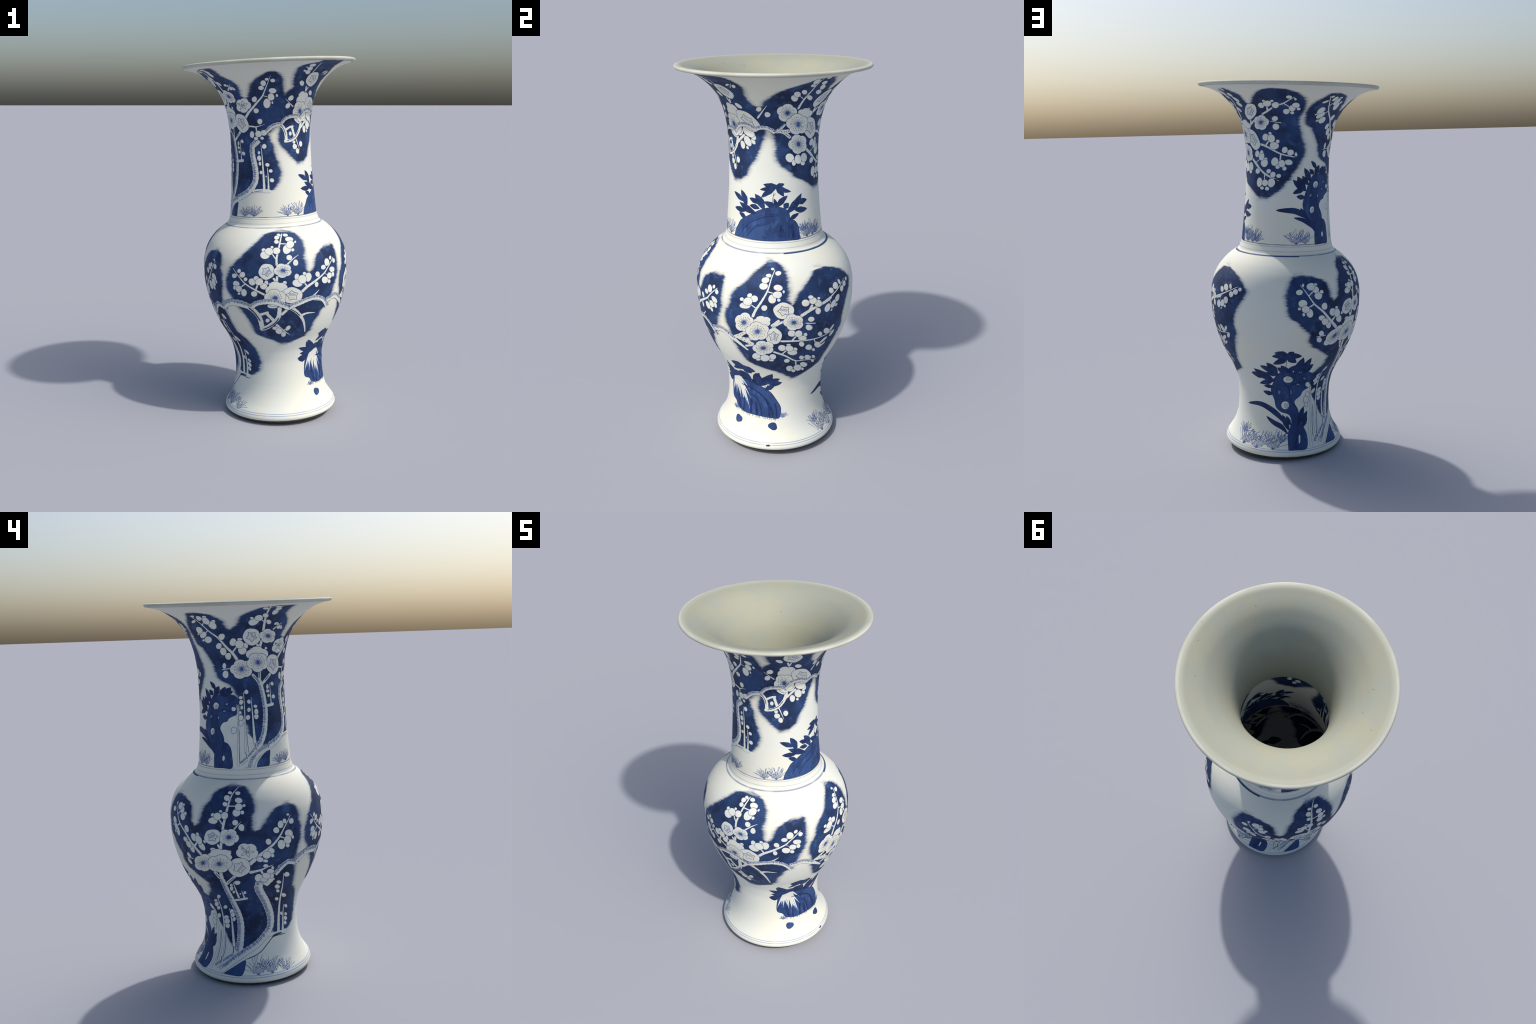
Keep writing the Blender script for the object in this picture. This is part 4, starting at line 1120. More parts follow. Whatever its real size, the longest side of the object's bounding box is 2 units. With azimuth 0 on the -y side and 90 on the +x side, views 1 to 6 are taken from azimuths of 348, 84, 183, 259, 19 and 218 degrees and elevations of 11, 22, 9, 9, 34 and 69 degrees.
# body, seen from side b3z
branch("body", [(54.6, 0.947), (46.3, 0.9198), (35.8, 0.8876), (22.4, 0.8538)], 3.7, 13.3, 0)
branch("body", [(34.3, 0.8766), (35.9, 0.8553)], 3.7, 3.7, 0)
line("body", [(59.2, 0.9675), (53.4, 0.9442)], 3, 3, 0)
bud("body", 36.8, 0.9172, 18.5, 16, 139)
bud("body", 46.7, 0.9418, 15.6, 11.7, 116)
bud("body", 41.7, 0.9318, 22.3, 19, 166)
bud("body", 32.8, 0.8347, 24.8, 20, -130)
bud("body", 42.8, 0.8664, 22.5, 18.7, -135)
bud("body", 36.6, 0.8159, 9.1, 6.5, -152)
bud("body", 41.7, 0.8328, 11.1, 9, -142)
bud("body", 38.4, 0.8444, 23.7, 18.9, -145)
bud("body", 48.7, 0.9034, 18.7, 16.2, -171)
bud("body", 56.7, 0.9355, 12.7, 11.6, 174)
bud("body", 52.8, 0.9198, 18.2, 16.1, 180)

# body, seen from side b3y
bud("body", 39.7, 0.7083, 20.9, 11.2, 50)
bud("body", 41.5, 0.6732, 23.4, 12.2, -133)
bud("body", 33, 0.6462, 30.9, 11.8, -144)
bud("body", 34, 0.6206, 21.2, 7.8, -141)

# body, seen from side b1a
branch("body", [(-95.5, 1.0724), (-97.7, 1.0418), (-99.3, 1.0118)], 6.1, 10.7, 0)
branch("body", [(-100.9, 0.9778), (-101.8, 0.9526), (-101.7, 0.9227)], 10.7, 13.3, 0)
branch("body", [(-97.4, 1.029), (-92.6, 1.0256)], 7.6, 7.5, 0)
branch("body", [(-105.1, 0.982), (-102.4, 0.9553)], 7.4, 7.4, 0)
bud("body", -98.6, 1.0688, 12.5, 11.8, -172)
bud("body", -100.6, 1.0575, 15.9, 14.9, -180)
bud("body", -101.1, 1.0382, 14.8, 13.1, 178)
bud("body", -92.2, 1.067, 15.8, 12.2, -177)
bud("body", -89.5, 1.0467, 23.6, 17.8, -176)
bud("body", -84.7, 1.0323, 9.1, 7.2, 61)
bud("body", -92.9, 1.0003, 28.4, 23, 77)
bud("body", -88.3, 0.9951, 11.3, 9.3, 72)
bud("body", -89.6, 1.0222, 24.6, 22, 53)
bud("body", -111.8, 1, 13.7, 12.2, 167)
bud("body", -110.6, 0.9764, 27.8, 22.6, 176)
bud("body", -105, 1.0131, 9.4, 9, 103)
bud("body", -101.5, 0.9953, 21, 20.7, 76)
bud("body", -107.4, 0.9933, 23.2, 21.5, 170)
bud("body", -91.9, 0.9586, 17.7, 15.6, -178)
bud("body", -87.3, 0.9302, 18.1, 16.1, 82)
branch("body", [(-84.2, 0.969), (-89, 0.9508), (-93.8, 0.9247)], 2.7, 10.7, 0)
flower("body", 'star', -109.5, 0.8911, 44.2, 43.5, 48, 15, 0)
flower("body", 'open', -97.2, 0.8938, 49.8, 40.4, 176, 15, 1)
branch("body", [(-104.5, 0.8535), (-102.9, 0.8378)], 12.2, 12.1, 0)
branch("body", [(-101.8, 0.8631), (-102.2, 0.8376)], 14, 14.1, 0)
branch("body", [(-136.3, 0.9007), (-131.1, 0.857), (-126.5, 0.8243), (-119.6, 0.795), (-111.7, 0.7657)], 4, 13.1, 0)
branch("body", [(-126.5, 0.8226), (-129.6, 0.8073)], 7.4, 7.5, 0)
branch("body", [(-116.6, 0.8199), (-118.3, 0.7924)], 10.2, 10.2, 0)
bud("body", -131.2, 0.8914, 13.2, 12.3, -144)
bud("body", -135.6, 0.8633, 18.7, 13.7, -166)
bud("body", -126, 0.8487, 13.6, 11.2, -164)
bud("body", -128.5, 0.8719, 19.2, 16.8, -153)
bud("body", -134.2, 0.8206, 22.6, 17.1, -163)
bud("body", -135.9, 0.7984, 13.6, 10.4, 64)
bud("body", -128.1, 0.7743, 23.9, 17.4, 71)
bud("body", -132.5, 0.7666, 10.9, 8, -158)
bud("body", -132.3, 0.7936, 22.7, 18.8, -138)
bud("body", -120.7, 0.8364, 22.2, 20.6, -135)
bud("body", -117.4, 0.8542, 16.4, 15.4, -142)
bud("body", -110, 0.8321, 14.4, 12.1, 84)
bud("body", -112.1, 0.8132, 21.8, 18.7, -173)
bud("body", -115.3, 0.8372, 23, 21.1, -162)
bud("body", -119.8, 0.7701, 19.7, 16.9, -156)
flower("body", 'blank', -102.2, 0.7873, 63.2, 53.7, 177, 0, 0)
bud("body", -107, 0.8232, 12.1, 9.3, -180)
bud("body", -96.3, 0.8286, 12.9, 10.9, 172)
flower("body", 'star', -90.7, 0.7555, 58.1, 48.1, 163, 10, 1)
flower("body", 'open', -103.8, 0.7469, 60.7, 51.7, 178, 0, 2)
bud("body", -106.1, 0.7018, 28.8, 15.2, 179)
branch("body", [(-51.6, 0.9267), (-59.4, 0.8787), (-62.9, 0.8548), (-70.5, 0.8248), (-78.9, 0.7945), (-82.8, 0.7723)], 4.5, 17.8, 0)
branch("body", [(-62.9, 0.8566), (-59.6, 0.8369)], 3.7, 3.7, 0)
branch("body", [(-81, 0.819), (-78.7, 0.796)], 8.6, 8.6, 0)
bud("body", -55, 0.9288, 12.9, 10.9, 51)
bud("body", -51.4, 0.9093, 14.8, 13.1, 43)
bud("body", -63.7, 0.887, 18.6, 14.6, 165)
bud("body", -59.5, 0.9098, 21.8, 20.6, 36)
bud("body", -54.1, 0.8637, 24, 18.1, 159)
bud("body", -53.1, 0.8359, 15.3, 13, 116)
bud("body", -62.4, 0.8158, 25, 20.4, 149)
bud("body", -57.8, 0.8031, 15, 11.8, 141)
bud("body", -57.4, 0.8343, 21.7, 18.6, 141)
bud("body", -69.5, 0.855, 17.8, 15.4, 150)
bud("body", -70.6, 0.8004, 16.8, 13.3, 111)
bud("body", -80.8, 0.8687, 12, 10.8, 153)
bud("body", -87, 0.856, 17.9, 14.7, 96)
bud("body", -77.7, 0.8472, 26.3, 20.4, 97)
bud("body", -86.6, 0.8214, 29.2, 22.6, 168)
bud("body", -82.7, 0.8393, 26.6, 23.6, 155)
branch("body", [(-68.2, 0.7658), (-72.5, 0.7418), (-78, 0.7258)], 3.6, 19.6, 0)
trunk("body", [(-167, 0.6637), (-157.2, 0.6871), (-151.5, 0.678), (-147.6, 0.6613)], 22, 18.2, 3)
trunk("body", [(-151.6, 0.6891), (-142.3, 0.7118), (-134.5, 0.715), (-128.9, 0.7066), (-124.5, 0.6938)], 30, 38.2, 3)
trunk("body", [(-124, 0.6903), (-119.1, 0.7149), (-112.8, 0.7261), (-105.4, 0.7255), (-98.1, 0.7061), (-92.5, 0.6863)], 29, 32.5, 4)
trunk("body", [(-93.1, 0.6915), (-84.9, 0.7099), (-77.4, 0.7252), (-69.9, 0.7281), (-62.9, 0.7069), (-57, 0.6601)], 30.4, 24.1, 4)

# body, seen from side b1b
branch("body", [(-125.6, 0.6949), (-120.5, 0.6648), (-117.5, 0.6271), (-116.8, 0.5838), (-116.3, 0.5575)], 30.7, 28, 0)
branch("body", [(-118.3, 0.5612), (-111.8, 0.5744), (-105.3, 0.6059), (-101.6, 0.6381), (-100.6, 0.6908)], 27.3, 22.4, 0)
line("body", [(-126, 0.691), (-121.2, 0.6608), (-117.3, 0.6115)], 6.9, 6.4, 3)
line("body", [(-116.5, 0.5595), (-110.1, 0.5764), (-104.2, 0.6037), (-101.4, 0.6323)], 6.5, 5.8, 3)
branch("body", [(-99, 0.6488), (-94.3, 0.6788)], 16, 16, 0)
branch("body", [(-117.6, 0.6484), (-110, 0.6644)], 17.6, 15.3, 0)
branch("body", [(-111.6, 0.6606), (-106, 0.6158)], 19.2, 18.9, 0)
bud("body", -111.1, 0.6162, 15.2, 12.3, 75)
branch("body", [(-91.4, 0.5214), (-98.1, 0.5537), (-103.5, 0.5877)], 3.1, 16.2, 0)
branch("body", [(-96.9, 0.5511), (-94, 0.566)], 7.6, 7.7, 0)
bud("body", -105, 0.5679, 15.8, 14.2, -179)
bud("body", -97.4, 0.5265, 20, 15.2, 100)
bud("body", -101.6, 0.5487, 22.8, 20.9, 101)
bud("body", -93.4, 0.5645, 19.3, 14.3, -122)
branch("body", [(-93.1, 0.6911), (-87.7, 0.6653), (-82.8, 0.6309), (-78.9, 0.5884), (-75.6, 0.527)], 26.6, 6.9, 0)
line("body", [(-92, 0.6786), (-87.6, 0.6596), (-83.4, 0.6334)], 5, 4.9, 3)
branch("body", [(-69.6, 0.6382), (-77.2, 0.6429), (-82.6, 0.6326)], 3.3, 18.5, 0)
leaf("body", -57, 0.39, -68.6, 0.4677, 31.3)
leaf("body", -58.4, 0.3956, -78.5, 0.4236, 31.8)
leaf("body", -56.9, 0.3879, -76.2, 0.3877, 30)
leaf("body", -65, 0.3637, -74.4, 0.3647, 26.7)

# body, seen from side b2a
branch("body", [(-6.4, 1.0412), (-9, 1.008), (-11.6, 0.9559), (-15.6, 0.9051), (-19.7, 0.8592), (-22, 0.8229)], 4.4, 14.7, 0)
branch("body", [(-11.4, 0.9515), (-8, 0.9458)], 6.3, 6.3, 0)
branch("body", [(-22.9, 0.8842), (-19.5, 0.8679)], 7.1, 7.1, 0)
bud("body", -8.1, 1.0468, 9.5, 8.7, 177)
bud("body", -3.7, 1.0301, 16.4, 13.1, 180)
bud("body", -11, 1.0213, 14.5, 11.6, 180)
bud("body", -14.5, 0.9758, 22.9, 17.6, -177)
bud("body", -13.3, 1.0018, 19.9, 16.8, -180)
bud("body", -4.2, 0.9694, 22.9, 16.6, 179)
bud("body", -0.4, 0.9509, 9.1, 6.6, 88)
bud("body", -8.4, 0.9178, 22.8, 20.8, 88)
bud("body", -3.9, 0.9129, 10.1, 9.6, 172)
bud("body", -4.8, 0.938, 22.9, 19.1, 178)
bud("body", -24.1, 0.9285, 14.1, 12.7, -159)
bud("body", -20.7, 0.9151, 20.4, 17.3, -167)
bud("body", -29.7, 0.9059, 12.8, 10.3, -161)
bud("body", -27.2, 0.8769, 30.5, 18.8, -166)
bud("body", -25.3, 0.8988, 25.1, 21.6, -156)
bud("body", -13.8, 0.8725, 17.1, 15.6, -159)
flower("body", 'star', -0.6, 0.857, 51.2, 45.1, 167, 15, 0)
flower("body", 'open', 6.3, 0.7921, 55.4, 45.9, 154, 20, 1)
flower("body", 'blank', -15.5, 0.7989, 47.2, 34, -170, 0, 0)
bud("body", -13, 0.8106, 12.8, 9.5, -173)
bud("body", -7.6, 0.7697, 12.1, 9.4, -179)
flower("body", 'open', -28.6, 0.7841, 62.2, 48.9, -132, 0, 1)
flower("body", 'star', -7.7, 0.7185, 50, 42.3, 87, 5, 1)
flower("body", 'open', -19.2, 0.7422, 64.7, 54.8, -142, 20, 3)
branch("body", [(-4, 0.8059), (-9, 0.7771)], 15.9, 15.3, 0)
branch("body", [(-1.3, 0.7999), (-6.9, 0.7772)], 12.9, 12.9, 0)
branch("body", [(36.2, 0.8838), (34, 0.876), (28, 0.8654)], 14.3, 16.5, 0)
branch("body", [(22.3, 0.8545), (16.9, 0.8411), (11.6, 0.8228)], 14.7, 19.1, 0)
branch("body", [(19.7, 0.8687), (17.7, 0.8436)], 15.7, 15.4, 0)
bud("body", 18.8, 0.9116, 16.5, 10.3, 167)
bud("body", 14.7, 0.8869, 22.2, 19.1, 140)
bud("body", 25, 0.8984, 10.3, 7.7, 157)
bud("body", 24.7, 0.8717, 25.5, 18.2, 151)
bud("body", 20.4, 0.8916, 23.3, 19.2, 147)
bud("body", 24.5, 0.832, 20.8, 16.2, 125)
bud("body", 19.1, 0.7959, 21.1, 14.4, 153)
bud("body", 17.8, 0.7516, 22.4, 16.7, 136)
branch("body", [(15.5, 0.7789), (19.4, 0.7728), (22.6, 0.7684)], 6.5, 5.2, 0)
trunk("body", [(-59.3, 0.6987), (-49.6, 0.7129), (-43, 0.6958), (-38.8, 0.676)], 31.4, 32.1, 3)
branch("body", [(-39.2, 0.6791), (-33.2, 0.6485), (-28.4, 0.6214)], 26.5, 11.1, 3)
branch("body", [(-37.8, 0.6878), (-32.9, 0.7061), (-28.2, 0.7302)], 22, 17.5, 0)
branch("body", [(-33.2, 0.6895), (-27.9, 0.6883), (-23.2, 0.6966)], 22.1, 17.8, 0)
branch("body", [(-35.3, 0.6941), (-29.1, 0.6794), (-23.2, 0.6611)], 26.4, 21.2, 0)
branch("body", [(-29.4, 0.645), (-23.8, 0.6571)], 14.2, 14, 0)
dot("body", -34.6, 0.7034, 2.6)
dot("body", -32.2, 0.711, 2.6)
dot("body", -30.2, 0.721, 2.6)
dot("body", -31, 0.6929, 2.6)
dot("body", -28.4, 0.6917, 2.6)
dot("body", -25.7, 0.6938, 2.6)
dot("body", -32.2, 0.685, 2.6)
dot("body", -29.7, 0.6795, 2.6)
dot("body", -27.2, 0.6718, 2.6)
dot("body", -25, 0.6641, 2.6)
branch("body", [(-54.6, 0.6651), (-65.9, 0.7101), (-76.3, 0.7303)], 3.5, 27.6, 0)

# body, seen from side b2b
flower("body", 'open', -15.6, 0.6442, 59.5, 49.4, -150, 36, 2)
bud("body", 5.1, 0.7313, 23.3, 19.5, 118)
bud("body", 15.6, 0.7133, 14.5, 10.6, 128)
bud("body", 13.5, 0.6954, 25.1, 16.6, 153)
bud("body", 10.2, 0.7244, 24, 19, 129)
bud("body", 28.3, 0.6962, 21, 12.3, 136)
bud("body", 34.5, 0.7013, 29.9, 15.9, 138)
bud("body", 13.6, 0.6574, 20.4, 14.5, 131)
bud("body", 20.5, 0.6271, 27.3, 16.6, 131)
bud("body", 25.8, 0.6023, 16.3, 8.7, 133)
bud("body", 28.7, 0.6287, 32.8, 17, 133)
bud("body", -1.4, 0.6456, 22.8, 20.6, 122)
bud("body", 3.4, 0.6627, 12.6, 8.9, 164)
bud("body", 9.2, 0.6304, 15.1, 10.8, 117)
bud("body", 7.1, 0.6096, 28.1, 19.4, 156)
bud("body", 4.2, 0.64, 24.2, 20, 130)
bud("body", 16.2, 0.5643, 21, 12.9, 128)
bud("body", 28.8, 0.5493, 20.3, 9.2, 134)
bud("body", 22.4, 0.5566, 28.8, 15.4, 134)
bud("body", 30.4, 0.5157, 20.3, 8, 134)
bud("body", 3.4, 0.5554, 18.6, 15, 136)
bud("body", 7.2, 0.4952, 27.3, 18.5, 119)
bud("body", 11.8, 0.4726, 16.9, 11.1, 132)
bud("body", 21.2, 0.5056, 33.8, 17, 134)
bud("body", 21.5, 0.4734, 16.7, 8.8, 133)
bud("body", 15.5, 0.4913, 34.4, 20.1, 129)
bud("body", -22.1, 0.5852, 28.4, 20.9, -133)
bud("body", -20.7, 0.5622, 13.9, 9.6, -152)
bud("body", -8.5, 0.5874, 22.9, 17.5, 86)
bud("body", -9.6, 0.5628, 13.8, 10.3, -174)
bud("body", -14.9, 0.5773, 29, 24.4, 53)
branch("body", [(8.1, 0.7083), (5.9, 0.6894)], 10.3, 10.2, 0)
branch("body", [(42.9, 0.6877), (32.7, 0.6777), (25.5, 0.6739), (16.9, 0.6767), (6.6, 0.684), (-2.7, 0.688)], 5, 12.6, 0)
branch("body", [(24, 0.6673), (26, 0.6441)], 7, 7.1, 0)
branch("body", [(1.7, 0.6239), (-1.2, 0.6048)], 8.9, 8.8, 0)
branch("body", [(33.3, 0.522), (20.9, 0.5403), (11, 0.5493), (1.1, 0.5932), (-7.5, 0.6198)], 5.1, 12.9, 0)
branch("body", [(11.2, 0.5491), (13.1, 0.5064)], 8.6, 8.8, 0)
leaf("body", -38.3, 0.4769, -54.8, 0.4914, 61.2)
leaf("body", -38.4, 0.4882, -56, 0.4446, 31)
leaf("body", -38.9, 0.4816, -26.9, 0.4645, 42.8)
leaf("body", -41.1, 0.4775, -31.7, 0.4448, 49.8)
leaf("body", -35.4, 0.3988, -48.5, 0.4404, 57.9)
leaf("body", -45.1, 0.3968, -58, 0.4254, 53.4)
leaf("body", -57.2, 0.3893, -69.9, 0.4563, 49.4)
leaf("body", -66.6, 0.3577, -78.7, 0.3594, 41)
leaf("body", -24.4, 0.3753, -26.5, 0.4545, 55.7)
leaf("body", -30.6, 0.3946, -23, 0.4582, 35.6)
leaf("body", -22.5, 0.3768, -9.1, 0.4572, 48)
leaf("body", -14.2, 0.3941, -1.4, 0.4212, 34.4)
leaf("body", -13.4, 0.3893, 1.4, 0.3951, 34.1)
leaf("body", -17.3, 0.3479, -6.8, 0.3776, 27.7)
leaf("body", -27.2, 0.3779, -33.8, 0.4008, 41.3)
line("body", [(-17.8, 0.3748), (-18.7, 0.3472)], 2.4, 2.4, 0)
line("body", [(-14.3, 0.3813), (-17.8, 0.3501)], 2, 2, 0)
patch("body", 'rock', [(-66.8, 0.3669), (-55.2, 0.3967), (-46.2, 0.3984), (-36.6, 0.3921), (-26.3, 0.3737), (-18.2, 0.3547), (-11, 0.3289), (-5.6, 0.2926), (-0.1, 0.2469), (-0, 0.2124), (-2.1, 0.1828), (-9.2, 0.1831), (-20.1, 0.1879), (-33.7, 0.19), (-45.8, 0.191), (-57, 0.2046), (-61, 0.2305), (-68.1, 0.2477), (-68.7, 0.3019)], 0)
streak("body", [(-59.1, 0.3805), (-63.7, 0.3354), (-66.5, 0.2949)], 18.1, 18.4)
streak("body", [(-57.5, 0.3852), (-59.2, 0.3348), (-59.9, 0.2941)], 17, 17.2)
streak("body", [(-56.6, 0.387), (-54.2, 0.3394), (-53.3, 0.2833)], 19.1, 19.3)
streak("body", [(-54.9, 0.3914), (-51.2, 0.3352), (-48, 0.2647)], 20.1, 20.3)
streak("body", [(-53.3, 0.3945), (-49, 0.3298), (-43.6, 0.2715)], 19, 19.2)
streak("body", [(-51.8, 0.3962), (-46.4, 0.3292), (-40.7, 0.2486)], 15.8, 15.8)
streak("body", [(-51, 0.3947), (-45.9, 0.344), (-39.4, 0.3002)], 13.7, 13.8)
streak("body", [(-49.8, 0.3946), (-45, 0.3696), (-39.8, 0.3412)], 12.6, 12.7)
streak("body", [(-53.8, 0.3936), (-49.8, 0.3146), (-41.9, 0.2603)], 12.7, 12.8)
streak("body", [(-58.2, 0.3818), (-56.6, 0.3259), (-54, 0.2958)], 15.9, 16.1)
streak("body", [(-60.5, 0.3772), (-60.9, 0.3455), (-62.7, 0.3141)], 19.2, 19.3)
streak("body", [(-54.1, 0.3918), (-52.1, 0.3575), (-49.8, 0.3146)], 23.3, 23.4)
line("body", [(-49.7, 0.3521), (-33.9, 0.3415), (-22.2, 0.3105), (-14.8, 0.2686), (-11.1, 0.2302), (-9.7, 0.188)], 7.4, 5.6, 3)
line("body", [(-38.5, 0.3083), (-30.2, 0.2903), (-25.2, 0.2539), (-22.5, 0.1914)], 5.8, 4.7, 3)
line("body", [(-47, 0.2732), (-47.1, 0.1933)], 7.5, 7.4, 3)
line("body", [(-55.9, 0.2764), (-54.1, 0.2388), (-51.2, 0.1997)], 19.3, 19.4, 2)
line("body", [(-30.2, 0.2674), (-29.1, 0.229), (-28.2, 0.1892)], 15.5, 14.9, 2)
line("body", [(-18.5, 0.2944), (-13.9, 0.2468), (-13.3, 0.1915)], 13.1, 12.1, 2)
line("body", [(-7.4, 0.27), (-4.7, 0.2262), (-4.8, 0.186)], 8.9, 8.8, 2)
line("body", [(-36.5, 0.2788), (-36.4, 0.1954)], 12.3, 12.1, 3)
line("body", [(-47.7, 0.3923), (-36.7, 0.3895), (-25.5, 0.3695)], 4.7, 4.7, 3)
ticks("body", [(-43.7, 0.3475), (-29.9, 0.3317), (-19.4, 0.2984), (-12.9, 0.2514), (-8.4, 0.2007)], 9.7, 4, 3.2)
ticks("body", [(-34.2, 0.3089), (-26.2, 0.2801), (-21.3, 0.2349), (-20.2, 0.197)], 8.2, 4.9, 2.9)
ticks("body", [(-57.3, 0.193), (-45.7, 0.1869), (-33.6, 0.1839), (-20.1, 0.1825), (-3.9, 0.1757)], 14, 9.1, 2.5)
tuft("body", -60.2, 0.1875, 28.7, -85, 70, 10)
tuft("body", 2.4, 0.1843, 35.9, -60, 85, 10)
pebble("body", -52.3, 0.1428, 22.8, 21.5, -115)
pebble("body", -9.2, 0.1412, 24.9, 19.3, -178)

# body, seen from side r2z
dot("body", -14.4, 0.0533, 4.3)
dot("body", -13.1, 0.0545, 5.1)
dot("body", -12, 0.0541, 3.4)

# body, seen from side b3a
branch("body", [(103.7, 0.9728), (109.1, 0.9236), (113.9, 0.8767), (120.7, 0.8361), (126.6, 0.7909), (134.2, 0.7394)], 3.3, 18.9, 0)
branch("body", [(112.7, 0.9397), (109.7, 0.9209)], 7.3, 7.3, 0)
branch("body", [(113.4, 0.877), (110.2, 0.8645)], 8.7, 8.6, 0)
branch("body", [(131.4, 0.7971), (128.9, 0.7776)], 12, 12, 0)
bud("body", 102.6, 0.9393, 18.6, 16, 180)
bud("body", 105.6, 0.9725, 10.8, 6.9, 84)
bud("body", 111.6, 0.9648, 24.1, 20.8, -173)
bud("body", 115.6, 0.974, 11, 7.9, -179)
bud("body", 119.8, 0.9362, 12.6, 11.3, 179)
bud("body", 117, 0.9188, 22.7, 21.6, 174)
bud("body", 115.1, 0.9496, 20.6, 19.3, -164)
bud("body", 105, 0.8833, 24.9, 20.5, 172)
bud("body", 102.6, 0.8568, 9.7, 9.3, 130)
bud("body", 105.8, 0.8263, 10.4, 9.5, 112)
bud("body", 110.3, 0.832, 24.1, 20.3, 103)
bud("body", 107.2, 0.853, 22.9, 19.7, 167)
bud("body", 121.9, 0.8619, 20.9, 18.1, 144)
bud("body", 129.5, 0.8255, 25, 21, 138)
bud("body", 132.9, 0.8457, 12.3, 9.4, 156)
bud("body", 138.8, 0.8123, 11.3, 8.8, 132)
bud("body", 136, 0.7845, 25.9, 18.5, 140)
bud("body", 133.6, 0.8164, 26.7, 21.6, 135)
bud("body", 120.1, 0.8013, 22, 15.7, 163)
bud("body", 126.2, 0.76, 22.4, 17, 128)
bud("body", 123, 0.7802, 23.7, 18.5, 146)
bud("body", 120.9, 0.7174, 19.6, 14.9, 133)
bud("body", 119.8, 0.6823, 20.1, 14.8, 130)
branch("body", [(124.6, 0.704), (120.9, 0.7019), (117.4, 0.6996)], 7.9, 6.2, 0)

# body, seen from side b4a
branch("body", [(163.6, 1.0721), (159.6, 1.0487), (157.4, 1.0167), (155.9, 0.9702)], 3.8, 13.9, 0)
branch("body", [(154.7, 0.9309), (153.7, 0.9028), (153.3, 0.8738)], 13.8, 14.6, 0)
branch("body", [(157.2, 0.9932), (161.9, 0.9933)], 6.8, 6.8, 0)
branch("body", [(150.6, 0.9298), (153.2, 0.9067)], 7.7, 7.7, 0)
bud("body", 157, 1.05, 12.9, 10.1, 169)
bud("body", 154.2, 1.0014, 14.3, 13.3, 143)
bud("body", 155, 1.0283, 18.5, 15.9, 117)
bud("body", 163.6, 1.0485, 14.6, 12.4, 169)
bud("body", 164.6, 1.0181, 20.1, 16.2, 175)
bud("body", 168.7, 0.9949, 9.3, 8.8, 174)
bud("body", 167.4, 0.9643, 12, 10, 89)
bud("body", 163.2, 0.9633, 21.5, 20.6, 170)
bud("body", 164.7, 0.9895, 20.8, 19.2, 172)
bud("body", 145.4, 0.9505, 11.9, 10, 180)
bud("body", 145.9, 0.923, 26.1, 18.7, -174)
bud("body", 151.3, 0.9684, 10.3, 8, 179)
bud("body", 154.5, 0.9493, 21, 18.7, 95)
bud("body", 149.2, 0.945, 20.9, 20.7, 170)
bud("body", 162.2, 0.9169, 16.8, 14.6, -178)
bud("body", 166.5, 0.8926, 18.2, 16.6, 85)
branch("body", [(166.5, 0.9213), (163.8, 0.9036), (161.1, 0.8829)], 2.7, 10, 0)
flower("body", 'star', 145.4, 0.8408, 49.4, 40.7, -156, 15, 0)
flower("body", 'open', 157.5, 0.8436, 52.7, 46.1, -165, 15, 1)
branch("body", [(149.2, 0.8014), (150.5, 0.7832)], 13.1, 13.2, 0)
branch("body", [(151.9, 0.823), (151.2, 0.7817)], 14.1, 14.2, 0)
flower("body", 'blank', 149.9, 0.7426, 71.3, 41.7, -170, 0, 0)
bud("body", 145, 0.7765, 17.1, 9.8, -168)
bud("body", 157.3, 0.7654, 13.9, 11.2, 73)
flower("body", 'open', 134.5, 0.6919, 76.3, 47.1, -148, 0, 1)
flower("body", 'star', 163.5, 0.6812, 59, 55.2, 48, 10, 1)
flower("body", 'open', 148.5, 0.6983, 72.6, 52.3, -157, 20, 3)
flower("body", 'leafy', 169.8, 0.7664, 57.6, 50.3, 176, 10, 0)
branch("body", [(-157.1, 0.9246), (-162.1, 0.8779), (-166.1, 0.8337), (-171.9, 0.7904), (-179.8, 0.7501), (170.9, 0.697)], 4, 23.1, 0)
branch("body", [(-166.3, 0.8288), (-162.1, 0.8163)], 7.4, 7.4, 0)
bud("body", -159, 0.9318, 10.4, 7.1, 171)
bud("body", -156.7, 0.8971, 16.6, 15.5, 117)
bud("body", -162.3, 0.9039, 14.2, 12, 89)
bud("body", -169, 0.8648, 18.7, 16.2, 151)
bud("body", -165.5, 0.8904, 20.6, 17.8, 100)
bud("body", -159, 0.8355, 26.7, 21.5, 151)
bud("body", -155.7, 0.8134, 11.4, 8.7, 107)
bud("body", -160, 0.7762, 15.1, 11.8, 134)
bud("body", -165.1, 0.7865, 27.2, 22.2, 122)
bud("body", -160.1, 0.8053, 25.9, 21.4, 131)
bud("body", -174.9, 0.8111, 17.9, 15.8, 110)
bud("body", -172.8, 0.7606, 20, 17.1, 134)
bud("body", -171.8, 0.7356, 12.9, 10.1, 111)
bud("body", -177.1, 0.7106, 15.6, 10.3, 166)
bud("body", 178.9, 0.7213, 18.4, 16.4, 146)
bud("body", -176.1, 0.7416, 24.3, 20.5, 150)
bud("body", -176.7, 0.6816, 15.9, 12, 159)
bud("body", -171.2, 0.6664, 11.5, 8.8, 121)
branch("body", [(-171.4, 0.6813), (-176.1, 0.6713), (178.7, 0.6598), (171.2, 0.6512)], 3.4, 19.3, 0)
branch("body", [(179.8, 0.6571), (-178.2, 0.6294)], 12.2, 12.3, 0)
trunk("body", [(-168.9, 0.626), (-163.3, 0.6663), (-158.2, 0.6848), (-151.2, 0.6709)], 32.3, 30.4, 3)
